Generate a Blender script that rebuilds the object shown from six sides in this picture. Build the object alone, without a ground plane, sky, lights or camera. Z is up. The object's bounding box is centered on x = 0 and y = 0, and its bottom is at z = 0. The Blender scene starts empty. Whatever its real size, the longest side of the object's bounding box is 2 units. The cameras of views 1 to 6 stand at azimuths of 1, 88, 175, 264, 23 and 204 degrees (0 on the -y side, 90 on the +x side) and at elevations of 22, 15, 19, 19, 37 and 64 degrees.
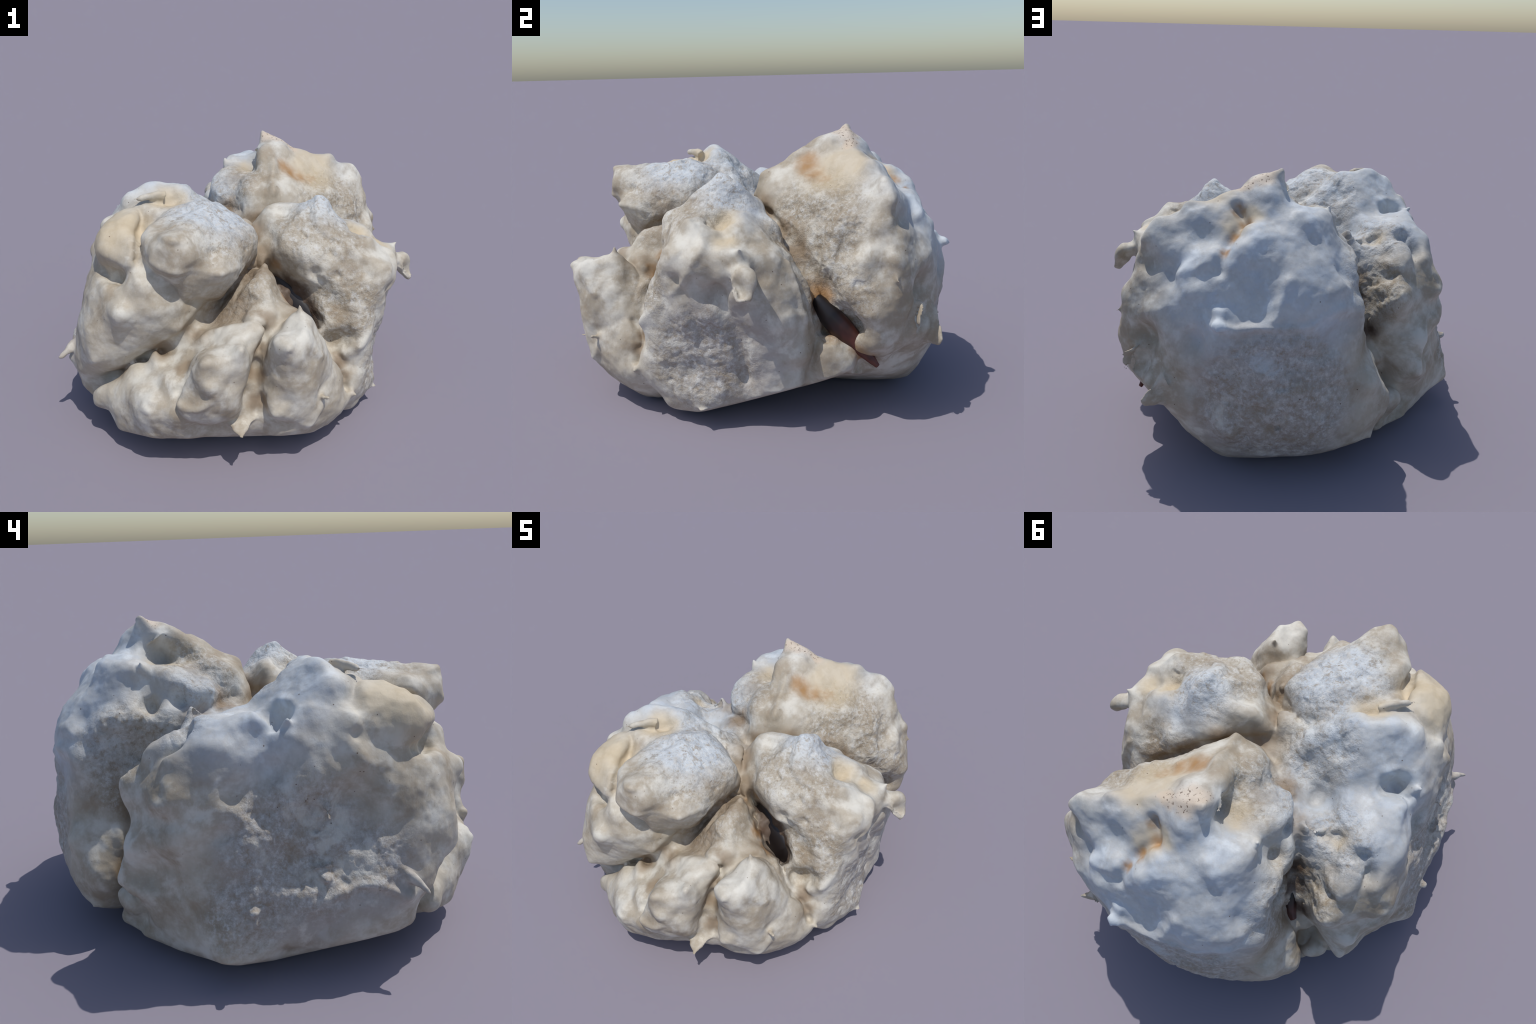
import bpy, bmesh, math
import numpy as np
from mathutils import Vector, kdtree

# =====================================================================
# A popped kernel: four big puffed lobes with smaller bulges on them,
# deep cracks between the lobes in which the brown hull shows, thin torn
# flakes on the skin.  Each lobe is a star-shaped puff: a centre and some
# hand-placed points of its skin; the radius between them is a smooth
# radial spline over the sphere of directions.  All puffs are fused into
# one skin, which is then sculpted (pulls, ridges, grooves, pits, grain)
# and cut into named regions.
# =====================================================================
VOXEL = 0.006

PUFFS = {}

PUFFS["back_lobe"] = dict(centre=(0.26, 0.50, 0.60), soft=0.06, points=[
    # peak and rim
    (0.058, 0.514, 1.347), (0.10, 0.383, 1.300), (0.046, 0.381, 1.280), (0.303, 0.517, 1.245),
    (0.480, 0.565, 1.205), (0.610, 0.600, 1.145), (0.680, 0.630, 1.055), (0.123, 0.293, 1.233),
    # little cave behind the peak
    (0.020, 0.445, 1.165), (0.028, 0.320, 1.149), (0.034, 0.546, 1.230), (0.007, 0.457, 1.180), (0.050, 0.296, 1.235),
    # hollow face towards the middle
    (0.212, 0.305, 1.172), (0.246, 0.241, 1.144), (0.139, 0.067, 1.105), (0.526, 0.371, 1.007),
    (0.400, 0.430, 1.140), (0.27, 0.39, 1.172), (0.64, 0.41, 0.82), (0.765, 0.51, 0.725), (0.497, 0.248, 0.845), (0.599, 0.336, 0.792), (0.667, 0.372, 0.734),
    (0.665, 0.485, 0.912), (0.625, 0.376, 0.921), (0.617, 0.345, 0.653), (0.767, 0.482, 0.808),
    (0.30, 0.13, 0.93), (0.05, 0.02, 0.98), (0.60, 0.33, 0.45), (0.136, 0.245, 1.204),
    # outer east flank
    (0.813, 0.501, 0.568), (0.772, 0.635, 0.797), (0.790, 0.634, 0.717), (0.725, 0.735, 0.600),
    (0.655, 0.820, 0.435), (0.780, 0.550, 0.410), (0.700, 0.690, 0.900), (0.60, 0.50, 0.24),
    (0.50, 0.52, 1.135), (0.47, 0.70, 1.075), (0.68, 0.71, 0.85), (0.66, 0.76, 0.55), (0.61, 0.70, 0.28), (0.745, 0.55, 0.77),
    # smooth back
    (0.38, 0.83, 0.93), (0.61, 0.77, 0.85),
    (0.259, 0.591, 1.200), (0.219, 0.646, 1.140), (0.332, 0.833, 0.990), (0.258, 0.908, 0.828),
    (0.350, 0.950, 0.781), (-0.196, 0.907, 0.841), (-0.03, 0.949, 0.770), (0.474, 0.793, 0.976),
    (0.00, 0.72, 1.12), (0.620, 0.800, 0.820), (0.60, 0.70, 1.02),
    # lower back
    (0.30, 0.955, 0.50), (0.05, 0.995, 0.46), (0.22, 0.965, 0.55), (-0.12, 0.935, 0.60), (-0.15, 0.89, 0.72), (0.02, 0.975, 0.28), (0.30, 0.93, 0.25),
    (0.325, 0.825, 0.067), (0.10, 0.86, 0.07), (-0.20, 0.90, 0.45), (0.52, 0.88, 0.50),
    (-0.369, 0.795, 0.123), (0.50, 0.74, 0.16),
    # side that faces the west crack
    (-0.150, 0.508, 1.166), (-0.141, 0.486, 1.072), (-0.227, 0.479, 1.001), (-0.234, 0.252, 0.973),
    (-0.339, 0.721, 0.616), (-0.359, 0.755, 0.501), (-0.405, 0.790, 0.391), (-0.464, 0.731, 0.302),
    (-0.22, 0.55, 0.75), (-0.25, 0.50, 0.45), (-0.30, 0.80, 0.80), (-0.08, 0.20, 1.03), (-0.10, 0.36, 1.125), (-0.034, 0.31, 1.12), (-0.28, 0.468, 0.90), (-0.161, 0.448, 1.082),
])

PUFFS["right_lobe"] = dict(centre=(0.45, -0.12, 0.55), soft=0.06, points=[
    (0.112, -0.075, 1.060), (0.24, -0.11, 1.09), (0.25, -0.20, 1.075), (0.28, -0.25, 1.045), (0.364, -0.140, 1.156), (0.440, -0.045, 1.105), (0.350, -0.149, 1.134),
    (0.305, -0.322, 1.000), (0.178, -0.341, 0.964), (0.121, -0.261, 0.948), (0.430, -0.395, 0.955),
    (0.498, -0.340, 0.985), (0.750, -0.222, 0.890), (0.707, -0.279, 0.843), (0.611, -0.227, 0.975),
    (0.572, -0.148, 0.950), (0.807, -0.053, 0.881), (0.379, -0.069, 1.126), (0.405, -0.427, 0.856),
    (0.501, -0.399, 0.863), (0.357, -0.421, 0.843), (0.470, -0.420, 0.835), (0.315, -0.440, 0.933),
    (0.592, -0.530, 0.500), (0.519, -0.514, 0.403), (0.537, -0.554, 0.344),
    (0.552, -0.590, 0.281), (0.39, -0.44, 0.68), (0.739, -0.240, 0.110), (0.65, -0.42, 0.18),
    (0.587, -0.518, 0.583),
    (0.545, -0.367, 0.954), (0.611, -0.356, 0.902), (0.497, -0.044, 1.025), (0.546, -0.045, 1.013),
    (0.649, -0.044, 0.968), (0.715, -0.016, 0.887), (0.765, -0.258, 0.834), (0.632, -0.286, 0.985),
    (0.720, -0.10, 0.30), (0.740, -0.10, 0.47), (0.775, -0.08, 0.65), (0.74, 0.00, 0.15), (0.745, 0.09, 0.165), (0.72, 0.20, 0.18), (0.66, -0.28, 0.05), (0.58, -0.36, 0.02), (0.60, -0.42, 0.065), (0.72, -0.20, 0.095), (0.49, 0.105, 0.05),
    (0.725, 0.12, 0.80), (0.77, 0.16, 0.68), (0.77, 0.18, 0.50), (0.70, 0.21, 0.28), (0.55, 0.10, 0.85), (0.35, 0.06, 0.98), (0.05, -0.05, 0.98),
    (0.16, -0.34, 0.87), (0.4, -0.2, 0.03), (0.20, 0.0, 0.9), (0.32, -0.36, 0.70),
    (0.735, -0.30, 0.55), (0.695, -0.32, 0.36), (0.684, -0.391, 0.80), (0.644, -0.425, 0.78), (0.63, -0.383, 0.835),
])

PUFFS["left_lobe"] = dict(centre=(-0.48, 0.00, 0.52), soft=0.06, points=[
    # top and crater
    (-0.43, -0.169, 1.207), (-0.50, -0.200, 1.215), (-0.327, -0.174, 1.190), (-0.575, -0.160, 1.124),
    (-0.483, -0.101, 1.140), (-0.626, -0.262, 1.060), (-0.595, -0.02, 1.00), (-0.627, 0.012, 0.990),
    (-0.690, -0.05, 1.015), (-0.498, 0.025, 1.040), (-0.311, 0.307, 1.030), (-0.403, 0.278, 0.979),
    (-0.558, 0.300, 1.015), (-0.433, 0.270, 0.972), (-0.593, 0.351, 0.870), (-0.541, 0.401, 0.874),
    (-0.460, 0.386, 0.879), (-0.363, 0.400, 0.838), (-0.565, 0.479, 0.800), (-0.690, 0.463, 0.770),
    (-0.69, 0.25, 0.95), (-0.66, 0.42, 0.90), (-0.67, 0.34, 0.945), (-0.72, 0.38, 0.82), (-0.30, 0.00, 1.085), (-0.34, 0.15, 1.02), (-0.26, 0.07, 1.02), (-0.599, -0.194, 1.134), (-0.385, -0.250, 1.134),
    (-0.195, -0.108, 1.103),
    # crack side
    (-0.346, 0.46, 0.72), (-0.523, 0.535, 0.175), (-0.617, 0.638, 0.380), (-0.640, 0.600, 0.55), (-0.40, 0.48, 0.35),
    # west wall
    (-0.775, -0.314, 0.900), (-0.77, -0.10, 0.90), (-0.78, 0.10, 0.80), (-0.795, -0.30, 0.63), (-0.81, 0.00, 0.62), (-0.785, -0.12, 0.72), (-0.795, 0.03, 0.72), (-0.82, -0.10, 0.50), (-0.815, 0.14, 0.61),
    (-0.77, 0.30, 0.62), (-0.84, 0.20, 0.42), (-0.73, 0.45, 0.41), (-0.70, 0.47, 0.60), (-0.89, -0.10, 0.42), (-0.87, -0.35, 0.42), (-0.880, -0.155, 0.43),
    (-0.880, 0.127, 0.33), (-0.80, 0.35, 0.25), (-0.84, -0.50, 0.42), (-0.780, -0.593, 0.342), (-0.80, -0.53, 0.20),
    (-0.90, 0.235, 0.13), (-0.88, 0.08, 0.13), (-0.89, -0.165, 0.165), (-0.70, -0.47, 0.09), (-0.56, 0.58, 0.09),
    (-0.72, 0.41, 0.10), (-0.44, 0.67, 0.10), (-0.84, 0.0, 0.15),
    # south flank over the diagonal crack
    (-0.737, -0.583, 0.764), (-0.629, -0.683, 0.779), (-0.562, -0.723, 0.749), (-0.439, -0.730, 0.880), (-0.50, -0.71, 0.89), (-0.70, -0.55, 0.12),
    (-0.698, -0.713, 0.599), (-0.518, -0.736, 0.662), (-0.356, -0.705, 0.821), (-0.403, -0.724, 0.845),
    (-0.685, -0.727, 0.478), (-0.277, -0.694, 0.789), (-0.198, -0.631, 0.730), (-0.386, -0.732, 0.786),
    (-0.343, -0.733, 0.698), (-0.602, -0.640, 0.850),
    (-0.259, -0.690, 0.617), (-0.42, -0.58, 0.44), (-0.62, -0.55, 0.29), (-0.10, -0.45, 0.70), (-0.35, -0.45, 0.40),
])

PUFFS["left_block"] = dict(centre=(-0.19, -0.42, 1.00), soft=0.05, points=[
    (-0.418, -0.567, 1.125), (-0.304, -0.757, 1.112), (-0.283, -0.770, 0.972), (-0.079, -0.696, 0.942),
    (-0.395, -0.745, 1.030), (-0.126, -0.640, 1.005), (0.051, -0.329, 0.973), (-0.198, -0.618, 1.122),
    (-0.189, -0.347, 1.135), (-0.005, -0.534, 0.864), (-0.078, -0.570, 0.780), (-0.269, -0.690, 0.800),
    (-0.061, -0.588, 1.004), (-0.30, -0.40, 1.13), (-0.27, -0.50, 1.13), (-0.37, -0.55, 1.13), (-0.145, -0.675, 0.86), (-0.044, -0.303, 1.089), (-0.05, -0.45, 1.075), (-0.43, -0.45, 1.08),
    (0.009, -0.291, 1.019), (-0.40, -0.60, 0.86), (-0.2, -0.2, 1.11), (-0.05, -0.35, 0.75), (0.007, -0.577, 0.917),
    (-0.240, -0.712, 1.014), (-0.30, -0.60, 0.86), (-0.33, -0.77, 0.985), (-0.37, -0.70, 1.10), (-0.195, -0.15, 1.10),
])

PUFFS["left_cheek"] = dict(centre=(-0.57, -0.43, 0.98), soft=0.12, points=[
    (-0.606, -0.388, 1.098), (-0.593, -0.532, 1.084), (-0.638, -0.577, 1.041), (-0.545, -0.36, 1.11),
    (-0.72, -0.42, 0.97), (-0.670, -0.570, 1.015), (-0.600, -0.631, 0.949), (-0.74, -0.35, 0.90), (-0.486, -0.676, 0.960),
    (-0.56, -0.60, 0.86), (-0.489, -0.502, 1.036), (-0.45, -0.3, 0.9), (-0.492, -0.622, 1.03), (-0.70, -0.52, 0.92),
])

PUFFS["front_lobe"] = dict(centre=(0.0, -0.52, 0.25), soft=0.06, points=[
    (0.105, -0.395, 0.849), (0.122, -0.564, 0.794), (0.122, -0.680, 0.690), (-0.247, -0.785, 0.522), (0.17, -0.66, 0.675),
    (-0.397, -0.643, 0.480), (-0.450, -0.638, 0.433), (-0.617, -0.610, 0.304), (-0.676, -0.648, 0.264),
    (-0.246, -0.900, 0.390), (-0.558, -0.768, 0.106), (0.087, -0.74, 0.52), (0.103, -0.820, 0.299),
    (0.041, -0.85, 0.220), (-0.108, -0.860, 0.230), (0.361, -0.810, 0.226), (0.420, -0.780, 0.370),
    (0.580, -0.580, 0.250), (0.23, -0.47, 0.67), (0.448, -0.590, 0.510), (0.537, -0.57, 0.36),
    (-0.191, -0.66, 0.64), (-0.05, -0.56, 0.69), (-0.42, -0.88, 0.29), (-0.34, -0.83, 0.465), (-0.40, -0.88, 0.16), (-0.19, -0.77, 0.12), (0.11, -0.75, 0.12), (0.36, -0.73, 0.12),
    (0.48, -0.62, 0.12), (-0.478, -0.812, 0.367), (-0.501, -0.829, 0.216), (-0.361, -0.827, 0.421), (-0.22, -0.86, 0.13),
    (0.20, -0.80, 0.13), (-0.53, -0.60, 0.05), (0.25, -0.40, 0.62), (0.0, -0.2, 0.02), (-0.3, -0.3, 0.0), (0.3, -0.3, 0.0),
    (0.05, -0.25, 0.80), (-0.095, -0.720, 0.660), (-0.227, -0.617, 0.609), (-0.093, -0.472, 0.680), (0.026, -0.630, 0.675),
    (-0.273, -0.884, 0.448), (0.452, -0.616, 0.494), (0.544, -0.594, 0.294), (0.370, -0.799, 0.238), (-0.40, -0.86, 0.30),
])
PUFFS["front_knob_left"] = dict(centre=(-0.06, -0.80, 0.47), soft=0.08, points=[
    (0.022, -0.917, 0.678), (-0.131, -0.966, 0.625), (0.118, -0.720, 0.680), (-0.103, -0.963, 0.562), (-0.246, -0.935, 0.400),
    (-0.06, -0.80, 0.655), (-0.03, -0.89, 0.645), (-0.17, -0.78, 0.60), (-0.20, -0.86, 0.57), (0.03, -0.92, 0.50), (0.028, -0.884, 0.335), (-0.122, -0.953, 0.452), (0.05, -0.80, 0.48),
    (-0.058, -0.914, 0.296), (-0.174, -0.946, 0.471), (0.07, -0.82, 0.58), (-0.159, -0.964, 0.585), (-0.12, -0.995, 0.52), (0.021, -0.857, 0.307), (0.04, -0.80, 0.38),
    (-0.26, -0.88, 0.43), (-0.15, -0.88, 0.25),
])
PUFFS["front_knob_right"] = dict(centre=(0.32, -0.70, 0.48), soft=0.08, points=[
    (0.277, -0.687, 0.778), (0.171, -0.872, 0.703), (0.281, -0.825, 0.753), (0.402, -0.730, 0.600), (0.18, -0.72, 0.66),
    (0.201, -0.907, 0.633), (0.254, -0.880, 0.334), (0.395, -0.770, 0.380), (0.376, -0.817, 0.465), (0.399, -0.723, 0.627),
    (0.145, -0.82, 0.50), (0.36, -0.62, 0.62), (0.13, -0.84, 0.36), (0.45, -0.62, 0.50), (0.361, -0.82, 0.235),
    (0.231, -0.940, 0.684), (0.325, -0.866, 0.623), (0.390, -0.768, 0.551), (0.276, -0.888, 0.544), (0.179, -0.900, 0.329),
    (0.260, -0.730, 0.733), (0.293, -0.881, 0.498),
])
PUFFS["heart"] = dict(centre=(0.05, 0.10, 0.35), soft=0.3, points=[
    (0.0, -0.12, 0.94), (0.05, -0.24, 0.88), (0.40, 0.22, 0.50), (0.60, 0.34, 0.32), (0.70, 0.33, 0.20), (0.66, 0.43, 0.24), (0.665, 0.45, 0.20), (-0.34, 0.53, 0.62), (-0.37, 0.59, 0.45), (-0.43, 0.61, 0.28),
    (0.3, 0.45, 0.03), (0.0, 0.5, 0.02), (-0.4, 0.2, 0.0), (0.3, -0.1, 0.0), (-0.3, -0.3, 0.0), (0.0, 0.2, 0.0), (-0.30, -0.40, 0.40),
    (0.30, -0.30, 0.40), (-0.03, 0.10, 0.88), (-0.2, 0.6, 0.06), (0.45, 0.3, 0.05), (0.20, 0.08, 0.88),
])

PUFFS["heart_lump"] = dict(centre=(0.58, 0.36, 0.28), soft=0.1, points=[
    (0.72, 0.33, 0.39), (0.735, 0.38, 0.30), (0.72, 0.44, 0.28), (0.69, 0.31, 0.43), (0.70, 0.36, 0.20), (0.68, 0.44, 0.22), (0.60, 0.25, 0.30),
    (0.60, 0.50, 0.27), (0.58, 0.36, 0.14), (0.58, 0.36, 0.42), (0.45, 0.36, 0.28),
])

# torn flakes and horns of skin: spine points with (half width, half thickness),
# and the direction in which the flake is wide
FLAKES = [
    dict(spine=[(0.70, -0.07, 0.82), (0.79, -0.06, 0.79), (0.845, -0.055, 0.765), (0.885, -0.05, 0.72), (0.905, -0.045, 0.685)],
         size=[(0.110, 0.090), (0.070, 0.060), (0.052, 0.040), (0.054, 0.036), (0.036, 0.024)], wide=(0.1, 1, 0), sharp=False),
    dict(spine=[(0.74, -0.06, 0.84), (0.79, -0.058, 0.875), (0.812, -0.062, 0.895)],
         size=[(0.050, 0.050), (0.028, 0.024), (0.014, 0.010)], wide=(0, 1, 0)),
    dict(spine=[(-0.40, -0.27, 1.150), (-0.47, -0.315, 1.170), (-0.52, -0.350, 1.163), (-0.547, -0.368, 1.172)],
         size=[(0.040, 0.030), (0.030, 0.020), (0.018, 0.014), (0.008, 0.006)], wide=(0, 0, 1)),
    dict(spine=[(-0.76, -0.40, 0.46), (-0.84, -0.475, 0.42), (-0.885, -0.520, 0.395), (-0.916, -0.543, 0.370)],
         size=[(0.090, 0.045), (0.060, 0.032), (0.034, 0.022), (0.015, 0.013)], wide=(-0.3, 0.5, 0.8)),
    dict(spine=[(0.02, -0.80, 0.28), (0.025, -0.885, 0.250), (0.035, -0.930, 0.237), (0.042, -0.957, 0.231)],
         size=[(0.120, 0.040), (0.085, 0.022), (0.045, 0.014), (0.016, 0.006)], wide=(1, 0, 0)),
    dict(spine=[(0.66, -0.22, 0.16), (0.71, -0.250, 0.120), (0.742, -0.268, 0.092)],
         size=[(0.060, 0.040), (0.045, 0.022), (0.022, 0.008)], wide=(0, 1, 0.2)),
    dict(spine=[(0.37, -0.75, 0.37), (0.405, -0.785, 0.374), (0.430, -0.808, 0.372)],
         size=[(0.045, 0.040), (0.024, 0.020), (0.007, 0.006)], wide=(0, 0, 1)),
    dict(spine=[(0.53, -0.56, 0.28), (0.575, -0.575, 0.265), (0.610, -0.585, 0.256)],
         size=[(0.040, 0.035), (0.022, 0.018), (0.006, 0.005)], wide=(0, 1, 0)),
    dict(spine=[(0.62, 0.72, 0.50), (0.70, 0.748, 0.52), (0.75, 0.752, 0.53), (0.777, 0.745, 0.535)],
         size=[(0.130, 0.070), (0.105, 0.042), (0.085, 0.030), (0.050, 0.016)], wide=(-0.35, 0.1, 1)),
    dict(spine=[(0.56, 0.82, 0.42), (0.62, 0.845, 0.40), (0.655, 0.858, 0.385), (0.675, 0.862, 0.375)],
         size=[(0.130, 0.060), (0.095, 0.040), (0.065, 0.026), (0.035, 0.014)], wide=(-0.25, 0.2, 1)),
    dict(spine=[(0.74, 0.61, 0.74), (0.78, 0.625, 0.725), (0.812, 0.635, 0.715)],
         size=[(0.050, 0.040), (0.026, 0.020), (0.008, 0.006)], wide=(0, 0, 1)),
    dict(spine=[(0.34, 0.90, 0.80), (0.345, 0.945, 0.785), (0.352, 0.985, 0.770)],
         size=[(0.050, 0.050), (0.030, 0.026), (0.008, 0.008)], wide=(1, 0, 0)),
    dict(spine=[(-0.33, 0.74, 0.15), (-0.36, 0.785, 0.130), (-0.375, 0.802, 0.118)],
         size=[(0.050, 0.040), (0.026, 0.024), (0.010, 0.010)], wide=(1, 0, 0)),
    dict(spine=[(-0.84, -0.15, 0.47), (-0.88, -0.152, 0.455), (-0.897, -0.155, 0.445)],
         size=[(0.060, 0.040), (0.036, 0.020), (0.014, 0.010)], wide=(0, 1, 0)),
    dict(spine=[(-0.84, 0.115, 0.36), (-0.885, 0.122, 0.345), (-0.908, 0.127, 0.336)],
         size=[(0.050, 0.040), (0.030, 0.024), (0.012, 0.012)], wide=(0, 1, 0)),
    dict(spine=[(-0.77, -0.17, 0.73), (-0.812, -0.172, 0.70), (-0.835, -0.172, 0.655)],
         size=[(0.040, 0.030), (0.034, 0.014), (0.012, 0.006)], wide=(0, 1, 0)),
    dict(spine=[(-0.64, -0.03, 0.98), (-0.68, -0.04, 1.010), (-0.705, -0.045, 1.030)],
         size=[(0.050, 0.035), (0.034, 0.018), (0.012, 0.008)], wide=(0, 1, 0)),
    dict(spine=[(-0.12, 0.50, 1.12), (-0.145, 0.507, 1.155), (-0.156, 0.510, 1.178)],
         size=[(0.050, 0.040), (0.026, 0.022), (0.008, 0.008)], wide=(0, 1, 0)),
    dict(spine=[(0.08, 0.48, 1.25), (0.065, 0.50, 1.305), (0.057, 0.515, 1.338)],
         size=[(0.100, 0.080), (0.060, 0.042), (0.026, 0.016)], wide=(0, 1, 0)),
    dict(spine=[(0.10, -0.37, 0.78), (0.105, -0.39, 0.835), (0.106, -0.395, 0.862)],
         size=[(0.060, 0.060), (0.028, 0.028), (0.012, 0.012)], wide=(1, 0, 0)),
    dict(spine=[(0.29, -0.71, 0.70), (0.279, -0.690, 0.760), (0.275, -0.685, 0.790)],
         size=[(0.060, 0.060), (0.026, 0.026), (0.008, 0.008)], wide=(1, 0, 0)),
]

# raised folds (positive) and creases (negative): path, width, height
FOLDS = [
    # rim of the back lobe and the fold round its bowl
    ([(0.06, 0.51, 1.34), (0.30, 0.52, 1.245), (0.48, 0.565, 1.205), (0.61, 0.60, 1.145), (0.68, 0.63, 1.055), (0.74, 0.62, 0.92), (0.77, 0.61, 0.80)], 0.055, 0.012),
    ([(0.35, 0.955, 0.78), (0.276, 0.96, 0.76), (0.18, 0.95, 0.78), (0.107, 0.945, 0.807), (0.08, 0.92, 0.88), (0.05, 0.88, 0.95)], 0.045, 0.022),
    ([(-0.196, 0.907, 0.841), (-0.10, 0.94, 0.80), (-0.03, 0.949, 0.77), (0.10, 0.955, 0.77), (0.35, 0.955, 0.78), (0.50, 0.90, 0.80)], 0.030, 0.018),
    ([(0.66, 0.72, 0.90), (0.58, 0.76, 0.94), (0.474, 0.80, 0.97), (0.40, 0.80, 1.00), (0.36, 0.78, 1.03)], 0.060, 0.018),
    ([(0.16, 0.75, 1.06), (0.22, 0.77, 1.05)], 0.080, 0.018),
    ([(0.62, 0.66, 1.02), (0.50, 0.66, 1.09), (0.38, 0.66, 1.13)], 0.060, -0.012),
    ([(-0.02, 0.66, 1.17), (-0.12, 0.75, 1.06), (-0.16, 0.83, 0.95), (-0.196, 0.907, 0.845)], 0.060, 0.020),
    ([(0.259, 0.591, 1.19), (0.235, 0.62, 1.15), (0.215, 0.65, 1.115), (0.17, 0.68, 1.11)], 0.050, -0.050),
    ([(0.21, 0.655, 1.115), (0.26, 0.69, 1.10), (0.31, 0.76, 1.05), (0.335, 0.833, 0.978)], 0.045, -0.035),
    ([(0.123, 0.293, 1.233), (0.13, 0.24, 1.20), (0.125, 0.16, 1.15), (0.139, 0.067, 1.111)], 0.045, 0.022),
]
# cracks between the lobes
FOLDS += [
    ([(0.02, -0.45, 0.85), (-0.02, -0.53, 0.81), (-0.08, -0.57, 0.74), (-0.19, -0.66, 0.655), (-0.26, -0.68, 0.59), (-0.34, -0.66, 0.52)], 0.055, -0.035),
    ([(-0.43, -0.62, 0.44), (-0.52, -0.60, 0.38), (-0.61, -0.585, 0.30), (-0.70, -0.61, 0.21)], 0.055, -0.035),
    ([(0.04, -0.02, 0.97), (0.20, 0.05, 0.95), (0.35, 0.12, 0.90), (0.50, 0.18, 0.80), (0.60, 0.25, 0.68), (0.66, 0.29, 0.55), (0.69, 0.33, 0.42)], 0.045, -0.050),
    ([(-0.05, 0.10, 0.99), (-0.15, 0.20, 0.97), (-0.23, 0.27, 0.95), (-0.29, 0.40, 0.85), (-0.33, 0.50, 0.70), (-0.38, 0.60, 0.50), (-0.45, 0.65, 0.32)], 0.045, -0.025),
    ([(0.06, -0.12, 0.97), (0.07, -0.20, 0.92), (0.12, -0.30, 0.87)], 0.035, -0.008),
    ([(0.46, -0.59, 0.47), (0.50, -0.555, 0.41), (0.54, -0.575, 0.33)], 0.030, -0.025),
]
# folds on the front lobe
FOLDS += [
    ([(0.122, -0.70, 0.67), (0.095, -0.78, 0.56), (0.085, -0.785, 0.48), (0.10, -0.81, 0.40), (0.103, -0.83, 0.30)], 0.045, -0.022),
    ([(0.105, -0.40, 0.85), (0.115, -0.48, 0.82), (0.122, -0.564, 0.795), (0.15, -0.63, 0.72)], 0.040, 0.018),
    ([(-0.246, -0.946, 0.405), (-0.20, -0.95, 0.39), (-0.14, -0.96, 0.40), (-0.08, -0.95, 0.46)], 0.030, 0.020),
    ([(-0.19, -0.87, 0.57), (-0.23, -0.87, 0.48), (-0.26, -0.88, 0.43)], 0.035, -0.025),
    ([(-0.131, -0.966, 0.625), (-0.06, -0.95, 0.655), (0.022, -0.917, 0.678), (0.12, -0.71, 0.685)], 0.035, 0.007),
    ([(0.277, -0.687, 0.778), (0.281, -0.76, 0.765), (0.281, -0.825, 0.753), (0.231, -0.945, 0.684)], 0.035, 0.012),
    ([(0.171, -0.872, 0.703), (0.231, -0.85, 0.735), (0.281, -0.825, 0.753), (0.34, -0.85, 0.66), (0.39, -0.77, 0.58)], 0.035, 0.010),
    ([(0.179, -0.91, 0.33), (0.26, -0.88, 0.27), (0.361, -0.83, 0.226), (0.40, -0.78, 0.31), (0.43, -0.80, 0.37)], 0.035, 0.014),
]
# folds on the right lobe
FOLDS += [
    ([(0.112, -0.079, 1.062), (0.20, -0.10, 1.09), (0.30, -0.13, 1.13), (0.365, -0.14, 1.156), (0.44, -0.045, 1.105)], 0.040, 0.006),
    ([(0.36, -0.14, 1.15), (0.36, -0.22, 1.08), (0.40, -0.30, 1.02), (0.49, -0.33, 0.985), (0.545, -0.367, 0.954), (0.611, -0.356, 0.902), (0.707, -0.279, 0.85)], 0.040, 0.014),
    ([(0.632, -0.286, 0.99), (0.721, -0.22, 0.918), (0.765, -0.24, 0.86), (0.75, -0.33, 0.72), (0.66, -0.48, 0.58), (0.592, -0.530, 0.50)], 0.040, 0.014),
    ([(0.74, -0.349, 0.742), (0.75, -0.31, 0.65), (0.745, -0.275, 0.561), (0.74, -0.225, 0.407)], 0.050, -0.028),
    ([(0.76, -0.168, 0.70), (0.77, -0.106, 0.54), (0.75, -0.066, 0.369), (0.73, -0.05, 0.25)], 0.055, -0.032),
    ([(0.75, -0.235, 0.80), (0.77, -0.20, 0.65), (0.76, -0.16, 0.48), (0.74, -0.12, 0.33)], 0.050, 0.018),
    ([(0.70, 0.15, 0.79), (0.74, 0.20, 0.64), (0.74, 0.237, 0.479)], 0.035, 0.020),
    ([(0.315, -0.44, 0.93), (0.357, -0.42, 0.843), (0.40, -0.42, 0.79)], 0.04, -0.015),
]
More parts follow.
